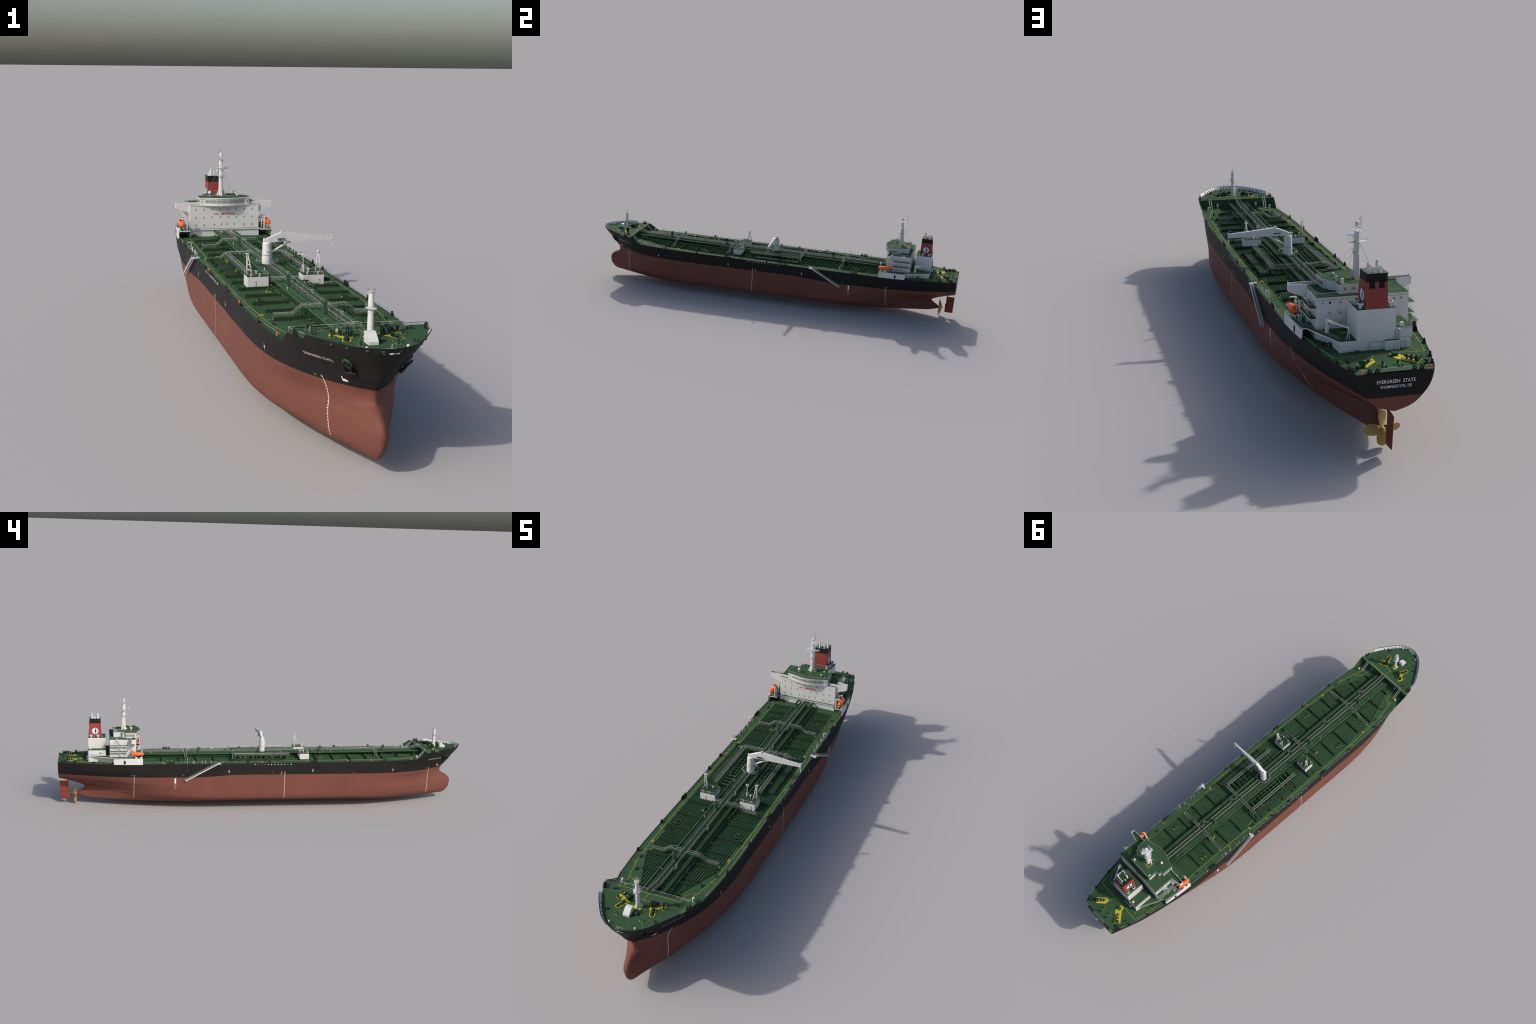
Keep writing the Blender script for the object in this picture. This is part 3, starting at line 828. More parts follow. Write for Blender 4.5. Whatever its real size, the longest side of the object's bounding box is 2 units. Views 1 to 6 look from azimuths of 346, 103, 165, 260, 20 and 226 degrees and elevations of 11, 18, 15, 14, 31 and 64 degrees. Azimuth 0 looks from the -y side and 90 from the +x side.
ch = Mesh()
ch.torus((0, 0, .0066), .0036, .0019, (1, 0, 0), M['iron'], 20, 8, 1.12)
ch.box(-.0030, .0030, -.0052, .0052, -.0022, .0036, M['iron'])
CH = ch.data("fairlead")
for s in (1, -1):
    for y in CHOCKS:
        obj("fairlead", CH, None, (s * (half(y, float(sheer(y))) - .0022), y, float(sheer(y)) + .0002))
    for y in (-.8127, -.8238):
        obj("fairlead", CH, FCD, (s * (half(y, FC) - .0022), y, fc_z(y) + .0002), s * .35)
    obj("fairlead", CH, FCD, (s * (half(-.8535, FC) - .0022), -.8535, fc_z(-.85) + .0002), s * .45) if 0 else None
for x in (.0633, .0443, -.0472, -.0659): obj("fairlead", CH, None, (x, .9955, .2226), math.pi / 2)

lb = Mesh().torus((0, 0, 0), .0032, .0008, (1, 0, 0), M['orange'], 20, 8)
LB = lb.data("life_ring")
for s in (1, -1):
    for y in (.0367, -.3841, -.7055, .5078):
        obj("life_ring", LB, None, (s * (half(y, float(sheer(y))) + .0002), y, float(sheer(y)) + .0070))
for x in (.083, -.086): obj("life_ring", LB, None, (x, .9985, .2295), math.pi / 2)

# twin bollards and single posts
bt = Mesh()
for k in (-1, 1): bt.cyl((0, k * .0042, 0), (0, k * .0042, .0062), .0019, M['gear'], n=10).cyl((0, k * .0042, .0058), (0, k * .0042, .0068), .0024, M['gear'], n=10)
bt.box(-.0024, .0024, -.0075, .0075, -.001, .0010, M['gear'])
BT = bt.data("twin_bollard")
for x, y, r in ((.0202, .974, 1.5), (-.020, .9746, 1.5), (.0915, .921, .35), (-.0927, .921, -.35), (.118, .79, 0), (-.118, .79, 0)):
    obj("twin_bollard", BT, None, (x, y, deck_z(y, x)), r)
for s in (1, -1):
    for x, y in ((.135, -.60), (.126, -.235), (.128, -.185), (.138, .205), (.140, .545), (.115, -.665)):
        obj("twin_bollard", BT, None, (s * x, y, deck_z(y, x)), .1 * s)
    for x, y, r in ((.1045, -.818, 1.2), (.081, -.9145, .7)):
        obj("twin_bollard", BT, FCD, (s * x, y, fc_z(y)), s * r)
po = Mesh().cyl((0, 0, -.001), (0, 0, .0090), .0026, M['gear'], .0021, 12).cyl((0, 0, .0085), (0, 0, .0100), .0030, M['gear'], n=12)
PO = po.data("roller_post")
for x, y in ((.0171, .9538), (-.0205, .9538)): obj("roller_post", PO, None, (x, y, deck_z(y, x)))
for s in (1, -1):
    for x, y in ((.0768, -.8516), (.0391, -.9242)): obj("roller_post", PO, FCD, (s * x, y, fc_z(y)))

# ------------------------------------------------------------ walkways
WZ, WH = .2505, .0119
def wlev(y): return float(sheer(y)) + .0214
def wz(y): return wlev(y) + (FC - wlev(y)) * max(0, min(1, (-.735 - y) / .050))
def walkway():
    m = Mesh(); hw = .0080
    pts = list(np.linspace(.628, -.735, 60)) + list(np.linspace(-.745, -.795, 6))
    for a, b in zip(pts, pts[1:]):
        za, zb = wz(a), wz(b)
        v = [(-hw, a, za), (hw, a, za), (hw, b, zb), (-hw, b, zb)] + [(-hw, a, za - .0018), (hw, a, za - .0018), (hw, b, zb - .0018), (-hw, b, zb - .0018)]
        m.add(v, [(0, 1, 2, 3), (7, 6, 5, 4), (0, 3, 7, 4), (1, 5, 6, 2)], M['tray'])
        for x in (-hw - .0003, hw + .0003):
            g = [(x - .0003, a, za - .0022), (x + .0003, a, za - .0022), (x + .0003, a, za + .0014), (x - .0003, a, za + .0014)]
            g += [(q[0], b, q[2] - za + zb) for q in g]
            m.add(g, [(0, 1, 5, 4), (1, 2, 6, 5), (2, 3, 7, 6), (3, 0, 4, 7)], M['deck'])
    for y in np.arange(.60, -.74, -.04179):
        for x in (-.0065, .0065): m.cyl((x, y, deck_z(y, x) - .001), (x, y, wlev(y) - .001), .0009, M['beam'], n=6, caps=False)
        m.box(-.0085, .0085, y - .0008, y + .0008, wlev(y) - .0035, wlev(y) - .0015, M['beam'])
    return m
WALK = obj("walkway", walkway())
LOOPS = [-.641, -.4015, -.167, .199, .3640]
BOXES = [-.600, -.276, .328]
CROSS = [-.5485, -.2310, .1650, .3945]
DISC = (.013, .031)
def side_rail(s):
    """one hand rail of the fore-and-aft walkway, with bays, breaks and crossings"""
    m = Mesh(); hw = .0078
    marks = []
    for y in CROSS: marks.append((y - .0052, y + .0052, 'gap'))
    marks.append((DISC[0] - .0285, DISC[0] + .0285, 'gap'))
    if s > 0:
        for y in LOOPS: marks.append((y - .009, y + .009, 'bay'))
    else:
        for y in BOXES: marks.append((y - .007, y + .004, 'gap'))
    marks.sort(); y = -.795; run = [Vector((s * hw, y, wz(y)))]
    for yy in (-.785, -.760, -.735): run.append(Vector((s * hw, yy, wz(yy))))
    for a, b, k in marks:
        run.append(Vector((s * hw, a, wz(a))))
        if k == 'bay':
            c = (a + b) / 2; WZ = wlev(c)
            run += [Vector((s * hw + .0052, a + .002, WZ)), Vector((s * (hw + .0085), c - .004, WZ)), Vector((s * (hw + .0098), c, WZ)), Vector((s * (hw + .0085), c + .004, WZ)), Vector((s * hw + .0052, b - .002, WZ)), Vector((s * hw, b, WZ))]
        else:
            m.rail(run, M['rail'], WH, .00052, (1, .62, .28), .02); run = [Vector((s * hw, b, wz(b)))]
    run.append(Vector((s * hw, .6275, wz(.6275))))
    m.rail(run, M['rail'], WH, .00052, (1, .62, .28), .02)
    return m
for s in (1, -1): obj("walkway_railing", side_rail(s), WALK)
for y in LOOPS:
    WZ = wlev(y)
    obj("walkway_bay", Mesh().prism([(.0075, y - .009), (.013, y - .007), (.0166, y - .004), (.0178, y), (.0166, y + .004), (.013, y + .007), (.0075, y + .009)], WZ - .0016, WZ - .0002, M['tray'])
        .cyl((.0125, y, WZ), (.0125, y, WZ + .009), .0016, M['gear'], n=8).ball((.0125, y, WZ + .0098), .0016, M['rudder'], n=8, m=5)
        .cyl((.0135, y, deck_z(y) - .001), (.0135, y, WZ - .001), .0008, M['beam'], n=6, caps=False), WALK)
for y in BOXES:
    WZ = wlev(y)
    obj("foam_station", Mesh().box(-.0185, -.0095, y - .0055, y + .0050, WZ + .001, WZ + .0275, M['pipe']).cyl((-.0165, y, .234), (-.0165, y, .2515), .0006, M['rail'], n=5).cyl((-.0115, y, .234), (-.0115, y, .2515), .0006, M['rail'], n=5), WALK)

def cross_arm(y, s, reach, drop=True):
    m = Mesh(); hw = .0048; WZ = wlev(y); LO = float(sheer(y)) + .0030
    P = [(.0078, WZ)]
    if drop: P += [(.0545, WZ), (.0770, LO), (.1210, LO)]
    else: P += [(reach, WZ)]
    for (xa, za), (xb, zb) in zip(P, P[1:]):
        v = [(s * xa, y - hw, za), (s * xb, y - hw, zb), (s * xb, y + hw, zb), (s * xa, y + hw, za)]
        v += [(p[0], p[1], p[2] - .0016) for p in v]
        m.add(v, [(0, 1, 2, 3), (7, 6, 5, 4), (0, 4, 5, 1), (3, 2, 6, 7)], M['tray'])
    for k in (-1, 1):
        path = [Vector((s * x, y + k * hw, z)) for x, z in P]
        if s < 0 and drop and k > 0:
            path = [path[0], Vector((s * .030, y + hw, WZ)), Vector((s * .032, y + hw + .005, WZ)), Vector((s * .040, y + hw + .005, WZ)), Vector((s * .042, y + hw, WZ))] + path[1:]
        m.rail(path, M['rail'], WH if drop else WH, .00050, (1, .55), .015)
    xs = (.03, .052, .10) if drop else (.03, reach * .8)
    for x in xs:
        for k in (-1, 1): m.cyl((s * x, y + k * hw * .8, deck_z(y, x) - .001), (s * x, y + k * hw * .8, WZ - .001 if x < .06 else LO - .0008), .0007, M['beam'], n=5, caps=False)
    if drop: m.rail([Vector((s * .1210, y - hw, LO)), Vector((s * .1210, y - hw + .001, LO))], M['rail'], WH, .0005, (1, .5), .02)
    return m
for y in (-.5485, .3945):
    for s in (1, -1): obj("cross_walkway", cross_arm(y, s, 0), WALK)
obj("cross_walkway", cross_arm(-.2310, 1, 0), WALK)
obj("cross_walkway", cross_arm(-.2310, -1, .048, False), WALK)
for s in (1, -1): obj("cross_walkway", cross_arm(.1650, s, .0865, False), WALK)
# manifold walkways and trays
for s in (1, -1):
    m = Mesh(); z = .2470
    m.box(*sorted((s * .0815, s * .0920)), -.110, .170, z - .0016, z, M['tray'])
    m.rail([(s * .0818, .158, z), (s * .0818, -.109, z), (s * .0917, -.109, z), (s * .0917, .158, z)], M['rail'], .0115, .00052, (1, .62, .3), .018)
    m.rail([(s * .0917, .158, z), (s * .098, .1585, z - .006), (s * .106, .1585, z - .012)], M['rail'], .0112, .0005, (1, .55), .008)
    m.rail([(s * .0865, .1705, z), (s * .098, .170, z - .006), (s * .106, .170, z - .012)], M['rail'], .0112, .0005, (1, .55), .008)
    m.rail([(s * .108, .174, .2360), (s * .118, .176, .2350)], M['rail'], .0090, .0005, (1, .55), .006)
    for y in np.arange(-.10, .17, .0335):
        for x in (.083, .0905): m.cyl((s * x, y, .229), (s * x, y, z - .001), .0008, M['line'], n=5, caps=False)
    obj("manifold_walkway", m)
    t = Mesh(); y0, y1 = -.0755, .1665
    t.box(*sorted((s * .0935, s * .1265)), y0, y1, .2275, .2362, M['tray'])
    for y in (-.0755 + .028, .0134, .098, .145): t.box(*sorted((s * .1265, s * .137)), y - .0015, y + .0015, .2275, .2350, M['beam'])
    obj("drip_tray", t)
    for y in (.128, .108, -.022):
        obj("valve_wheel", Mesh().torus((s * .0965, y, .2425), .0022, .0007, (1, 0, 0), M['ochre'], 12, 6).cyl((s * .090, y, .2425), (s * .0968, y, .2425), .0007, M['ochre'], n=6).box(*sorted((s * .0945, s * .0985)), y - .0014, y + .0014, .236, .2416, M['ochre']))
    for k, y in enumerate(np.linspace(-.094, .136, 12)):
        m = Mesh(); r = .0030 if k % 3 else .0036
        m.cyl((s * .040, y, .2400), (s * .0950, y, .2400), r, M['pipe'], n=10)
        for x in (.0935, .0950, .0700, .0560): m.cyl((s * x, y, .2400), (s * (x + .0012), y, .2400), r * 1.55, M['gear'] if x > .09 else M['pipe'], n=12)
        m.cyl((s * .063, y, .24), (s * .063, y, .2465), .0010, M['pipe'], n=6).torus((s * .063, y, .2468), .0020, .0005, (0, 0, 1), M['pipe'], 10, 5)
        m.box(*sorted((s * .0780, s * .0800)), y - .001, y + .001, .228, .239, M['beam'])
        obj("manifold_pipe", m)

# long cargo pipes on their racks
def long_pipe(x, z, r, y0, y1, mat='pipe', flanges=.0836, n=10):
    m = Mesh(); high = abs(x) < .0362 and abs(x) > .0100    # rack pipes ride just under the walkway and follow the sheer
    zf = (lambda y: z + .0035 + (float(sheer(y)) - .2275)) if high else (lambda y: z)
    ys_ = list(np.linspace(y0, y1, 14)) if high else [y0, y1]
    m.tube([(x, y, zf(y)) for y in ys_], r, M[mat], n)
    y = y0 + .03
    while flanges and y < y1 - .02:
        m.cyl((x, y - .0008, zf(y)), (x, y + .0008, zf(y)), r * 1.2, M[mat], n=n); y += flanges
    return m
for x, z, r, y0, y1 in ((-.0355, .2440, .0036, -.775, .628), (-.0265, .2432, .0017, -.775, .60), (-.0228, .2432, .0017, -.770, .628), (-.0191, .2432, .0017, -.77, .61), (-.0154, .2432, .0017, -.77, .61), (-.0112, .2428, .0010, -.77, .61),
                        (.0268, .2440, .0021, -.775, .628), (.0312, .2440, .0021, -.775, .628), (.0354, .2436, .0019, -.775, .60), (.0190, .2428, .0010, -.77, .61), (.0135, .2428, .0010, -.77, .61), (.0385, .2365, .0022, -.76, .60),
                        (.0440, .2365, .0018, -.70, .59), (-.0430, .2370, .0020, -.74, .59), (-.004, .2385, .0028, -.77, .62), (.005, .2385, .0024, -.77, .62),
                        (.0655, .2465, .0022, -.090, .115), (-.0655, .2465, .0022, -.030, .115), (.0500, .2462, .0018, -.30, .14), (-.0500, .2462, .0018, -.02, .14),
                        (.0750, .2440, .0020, -.100, .120), (-.0750, .2440, .0020, -.100, .120)):
    obj("cargo_pipe", long_pipe(x, z, r, y0, y1, n=12 if r > .003 else 8))
k = 0
for y in np.arange(.585, -.775, -.0209):
    m = Mesh(); k += 1
    for x0, x1 in ((-.0400, -.0115), (.0115, .0330)):
        z = .2443 + (float(sheer(y)) - .2275)
        m.box(x0, x1, y - .0008, y + .0008, z - .0012, z, M['pipe'])
        for x in (x0 + .001, x1 - .001): m.cyl((x, y, deck_z(y, x) - .001), (x, y, z), .0007, M['beam'], n=5, caps=False)
    if k % 4 == 0: m.box(-.0115, .0115, y - .0012, y + .0012, .2335, .2362, M['beam'])
    obj("pipe_rack", m)
# expansion spools and branch valves on the pipes: too many to name singly
st = Mesh()
for i in range(150):
    y = rng.uniform(-.75, .60); side = rng.choice((-1, 1)); x = side * rng.uniform(.014, .046)
    if abs(y - DISC[0]) < .04: continue
    z = deck_z(y, x); h = rng.uniform(.004, .012); r = rng.uniform(.0008, .0018)
    st.cyl((x, y, z - .001), (x, y, z + h), r, M['gear' if rng.random() < .5 else 'pipe'], n=7)
    if rng.random() < .6: st.torus((x, y, z + h + .0006), r + .0009, .0004, (0, 0, 1), M['pipe'], 10, 5)
for i in range(46):
    y = rng.uniform(-.70, .58); side = rng.choice((-1, 1)); x0 = side * rng.uniform(.036, .048); x1 = x0 + side * rng.uniform(.01, .045)
    z = deck_z(y, x0) + rng.uniform(.007, .010)
    st.tube([(x0, y, z), (x1, y, z), (x1, y, z - .010)], rng.uniform(.0007, .0013), M['pipe'], 6)
for i in range(60):
    y = rng.uniform(-.60, .57); side = rng.choice((-1, 1)); x = side * rng.uniform(.055, .125)
    if abs(x) > beam_out(y) - .01 or (-.21 < y < -.15): continue
    z = deck_z(y, x); st.cyl((x, y, z - .001), (x, y, z + rng.uniform(.003, .007)), rng.uniform(.0009, .0020), M['gear'], n=8)
obj("deck_fittings", st, stuff=True)

# small white vents beside the walkway
for x, y in ((-.030, -.655), (-.030, -.330), (-.028, -.075), (-.028, .345), (-.026, .560)):
    obj("deck_vent", Mesh().cyl((x, y, .247), (x, y, .2545), .0010, M['rail'], n=8).ball((x, y, .2552), .0016, M['rail'], n=8, m=6))

# mooring winches amidships: twin green drums on yellow beds
def winch_small():
    m = Mesh()
    for k in (-1, 1):
        m.box(-.0066, .0066, k * .009 - .0036, k * .009 + .0036, -.0005, .0030, M['yellow'])
        m.cyl((-.0042, k * .0085 - .004, .0062), (.0042, k * .0085 - .004, .0062), .0040, M['gear'], n=14)
        m.cyl((-.005, k * .0085 - .003, .0055), (-.0042, k * .0085 - .003, .0055), .0052, M['gear'], n=14)
    m.box(-.002, .002, -.0190, -.0135, 0, .0045, M['gear']); m.box(-.002, .002, .0120, .018, 0, .0040, M['gear'])
    m.box(-.0064, -.0052, -.016, .017, 0, .0030, M['gear'])
    return m.data("mooring_winch")
WS = winch_small()
for s in (1, -1):
    for x, y in ((.0985, .474), (.1115, -.370)): obj("mooring_winch", WS, None, (s * x, y, deck_z(y, x)))
for x, y in ((-.0630, -.2660), (-.0570, .3780)):
    z = deck_z(y, x)
    obj("hydraulic_unit", Mesh().box(x - .0065, x + .0065, y - .008, y + .008, z, z + .0018, M['yellow']).box(x - .005, x + .005, y - .005, y + .0055, z + .0018, z + .0085, M['pipe']).cyl((x, y, z + .008), (x, y, z + .012), .0016, M['gear']))

# ------------------------------------------------------------ crane amidships
CX, CY = 0.0, .0130
def crane():
    m = Mesh()
    m.cyl((CX, CY, .2500), (CX, CY, .2765), .0146, M['white'], .0141, 32, False)
    m.cyl((CX, CY, .2765), (CX, CY, .3100), .0137, M['white'], .0128, 32, False)
    m.cyl((CX, CY, .3100), (CX, CY, .3140), .0128, M['white'], .0100, 32)
    m.torus((CX, CY, .2765), .0142, .0010, (0, 0, 1), M['line'], 32, 6)
    m.box(CX - .0125, CX - .0138, CY - .004, CY + .004, .254, .266, M['line'])
    m.box(CX + .0036, CX - .0036, CY - .0142, CY - .0125, .2515, .2615, M['line'])
    m.box(CX - .004, CX + .004, CY - .0165, CY - .012, .288, .293, M['white'])
    for z in np.arange(.257, .311, .004): m.tube([(CX - .003, CY - .0146 + (z - .25) * .03, z), (CX + .003, CY - .0146 + (z - .25) * .03, z)], .0003, M['rail'], 4)
    return m
CR = obj("deck_crane", crane(), None)
def jib():
    m = Mesh()
    # side profile (x, z): heel, knee, tip; half-width tapers
    top = [(-.0105, .3150, .0062), (-.0098, .3185, .0062), (.0060, .3262, .0064), (.0300, .3360, .0066), (.0450, .3405, .0066), (.1000, .3350, .0050), (.1500, .3302, .0038), (.1930, .3268, .0030)]
    bot = [(-.0105, .3130, .0062), (-.0060, .3130, .0062), (.0060, .3130, .0064), (.0300, .3134, .0066), (.0660, .3136, .0062), (.1000, .3138, .0050), (.1500, .3142, .0038), (.1930, .3146, .0030)]
    n = len(top)
    for s in (1, -1):
        vs = [(CX + p[0], CY + s * p[2], p[1]) for p in top] + [(CX + p[0], CY + s * p[2], p[1]) for p in bot]
        fs = [(i, i + 1, n + i + 1, n + i) for i in range(n - 1)]
        m.add(vs, fs if s < 0 else [f[::-1] for f in fs], M['white'])
    for L, fl_ in ((top, 1), (bot, -1)):
        vs = [(CX + p[0], CY + s * p[2], p[1]) for p in L for s in (1, -1)]
        m.add(vs, [(2 * i, 2 * i + 1, 2 * i + 3, 2 * i + 2) for i in range(n - 1)], M['white'])
    m.add([(CX - .0105, CY + .0062, .3130), (CX - .0105, CY - .0062, .3130), (CX - .0105, CY - .0062, .3150), (CX - .0105, CY + .0062, .3150)], [(0, 1, 2, 3)], M['white'])
    m.add([(CX + .193, CY + .003, .3146), (CX + .193, CY - .003, .3146), (CX + .193, CY - .003, .3268), (CX + .193, CY + .003, .3268)], [(0, 1, 2, 3)], M['white'])
    # cover plate joints along the top
    for x in np.arange(.06, .19, .0155): z = np.interp(x, [.045, .193], [.3405, .3268]); m.box(CX + x - .0003, CX + x + .0003, CY - .005, CY + .005, z - .002, z + .0004, M['line'])
    return m
JB = obj("crane_jib", jib(), CR)
m = Mesh()
m.cyl((CX + .012, CY, .2825), (CX + .046, CY, .3015), .0033, M['white'], n=14).cyl((CX + .046, CY, .3015), (CX + .066, CY, .3120), .0024, M['white'], n=12)
m.box(CX + .0115, CX + .0165, CY - .0030, CY + .0030, .2790, .2860, M['line']).box(CX + .062, CX + .069, CY - .0045, CY + .0045, .3085, .3125, M['line'])
obj("crane_ram", m, CR)
m = Mesh()
for s in (1, -1):
    m.box(CX + .028, CX + .050, CY + s * .0072 - (.007 if s < 0 else 0), CY + s * .0072 + (.007 if s > 0 else 0), .3225, .3235, M['tray'])
    m.rail([(CX + .028, CY + s * .0138, .3235), (CX + .050, CY + s * .0138, .3235)], M['rail'], .0100, .0004, (1, .5), .011)
    m.rail([(CX + .052, CY + s * .0062, .3395), (CX + .105, CY + s * .0045, .3345)], M['rail'], .0060, .00035, (1,), .018)
m.box(CX + .040, CX + .046, CY - .004, CY + .004, .340, .3440, M['white']).box(CX + .0415, CX + .0445, CY - .0055, CY + .0055, .3405, .3425, M['ochre'])
m.ball((CX - .008, CY + .002, .3215), .0030, M['white'], n=12, m=8)
m.box(CX + .030, CX + .040, CY - .0072, CY - .0066, .3150, .3230, M['line'])
obj("crane_platform", m, CR)
m = Mesh()
for s in (1, -1): m.box(CX + .1915, CX + .1975, CY + s * .0036 - .0006, CY + s * .0036 + .0006, .3125, .3290, M['white'])
m.cyl((CX + .1950, CY - .0045, .3255), (CX + .1950, CY + .0045, .3255), .0018, M['line'], n=10).cyl((CX + .1950, CY - .0045, .3155), (CX + .1950, CY + .0045, .3155), .0018, M['line'], n=10)
m.tube([(CX + .1955, CY, .3150), (CX + .1955, CY, .3050)], .0005, M['line'], 5)
m.cyl((CX + .1955, CY, .3050), (CX + .1955, CY, .2960), .0022, M['white'], .0016, 10)
m.torus((CX + .1955, CY, .2925), .0020, .0007, (0, 1, 0), M['rail'], 14, 6)
obj("crane_hook", m, CR)
m = Mesh(); N = 36
m.cyl((CX, CY, .2488), (CX, CY, .2504), .0310, M['tray'], n=N, capmat=M['tray'])
m.cyl((CX, CY, .2290), (CX, CY, .2488), .0125, M['line'], n=20)
for a in np.linspace(0, 2 * math.pi, 7)[:-1]: m.tube([(CX + .012 * math.cos(a), CY + .012 * math.sin(a), .236), (CX + .028 * math.cos(a), CY + .028 * math.sin(a), .2485)], .0010, M['line'], 5)
for a0, a1 in ((-75, 75), (105, 255)):
    m.rail([(CX + .0306 * math.cos(math.radians(a)), CY + .0306 * math.sin(math.radians(a)), .2504) for a in np.linspace(a0, a1, 16)], M['rail'], WH, .0006, (1, .55), .012)
obj("crane_deck", m, CR)

# ------------------------------------------------------------ midship deckhouses
def small_house(s):
    m = Mesh(); x0, x1 = sorted((s * .0480, s * .1050)); y0, y1 = -.2040, -.1572; zb = .2285
    m.box(x0, x1, y0, y1, zb - .001, .2588, M['white'], M['tray'])
    h = obj("deckhouse", m)
    for xd in ((x0 + .0190,) if s < 0 else (x1 - .0150,)):
        d = Mesh().box(xd - .0038, xd + .0038, y0 - .0008, y0, zb + .003, zb + .0205, M['line']).box(xd - .0032, xd + .0032, y0 - .0013, y0 - .0008, zb + .0035, zb + .0200, M['white'])
        for zz in (.006, .0165): d.box(xd - .0012, xd + .0022, y0 - .0018, y0 - .0013, zb + zz, zb + zz + .0010, M['line'])
        obj("house_door", d, h)
    r = Mesh(); e = .0008
    r.rail([(x0 + e, y0 + e, .2588), (x1 - e, y0 + e, .2588), (x1 - e, y1 - e, .2588), (x0 + e, y1 - e, .2588)], M['rail'], .0085, .00045, (1, .5), .012, closed=True)
    obj("roof_railing", r, h)
    for dx in (.012, .042) if s > 0 else (.010, .034):
        xv = x0 + dx; v = Mesh().cyl((xv, y0 + .004, .2588), (xv, y0 + .004, .2640), .0016, M['white'], n=10).ball((xv, y0 + .0034, .2650), .0026, M['white'], n=12, m=8)
        obj("roof_vent", v, h)
    xv = (x0 + x1) / 2 - s * .004
    obj("roof_vent", Mesh().cyl((xv, y1 - .006, .2588), (xv, y1 - .006, .2645), .0018, M['rail'], n=8).box(xv - .0028, xv + .0028, y1 - .0085, y1 - .0035, .2640, .2675, M['rail']), h)
    # tripod light mast
    tx, ty = s * .0985, -.1695
    t = Mesh()
    feet = [(tx - s * .011, ty - .012), (tx + s * .004, ty - .008), (tx - s * .003, ty + .010)]
    tops = [(tx - s * .0016, ty - .0015), (tx + s * .0015, ty - .0012), (tx, ty + .0016)]
    legs = [(Vector((f[0], f[1], .2588)), Vector((q[0], q[1], .3150))) for f, q in zip(feet, tops)]
    for a, b in legs: t.tube([a, b], .0012, M['white'], 6)
    for u in (.25, .5, .75):
        P = [a.lerp(b, u) for a, b in legs]
        t.tube(P, .0006, M['white'], 5, closed=True)
    for u in (.1, .35, .6): t.tube([legs[0][0].lerp(legs[0][1], u), legs[2][0].lerp(legs[2][1], u + .2)], .0005, M['white'], 5)
    t.cyl((tx, ty, .3150), (tx, ty, .3164), .0056, M['white'], n=14)
    t.rail([(tx + .005 * math.cos(a), ty + .005 * math.sin(a), .3164) for a in np.linspace(0, 2 * math.pi, 9)[:-1]], M['rail'], .0072, .0003, (1,), .02, closed=True)
    if s > 0: t.ball((tx - .001, ty - .004, .3175), .0034, M['white'], n=12, m=8)
    obj("light_mast", t, h)
    if s > 0:
        q = Mesh(); cx, cy = .0590, -.1610
        for a in (0.5, 2.6, 4.7): q.tube([(cx + .006 * math.cos(a), cy + .006 * math.sin(a), .2588), (cx, cy, .2830)], .0008, M['white'], 5)
        q.cyl((cx, cy, .2588), (cx, cy, .3010), .0010, M['white'], n=8)
        for dx in (-.0030, .0030): q.box(cx + dx - .0016, cx + dx + .0016, cy - .002, cy + .002, .3010, .3072, M['white'])
        obj("light_mast", q, h)
        obj("gas_bottle", Mesh().cyl((.0835, -.2085, .2300), (.0835, -.2085, .2375), .0028, M['ochre'], n=12), h)
    return h
for s in (1, -1): small_house(s)

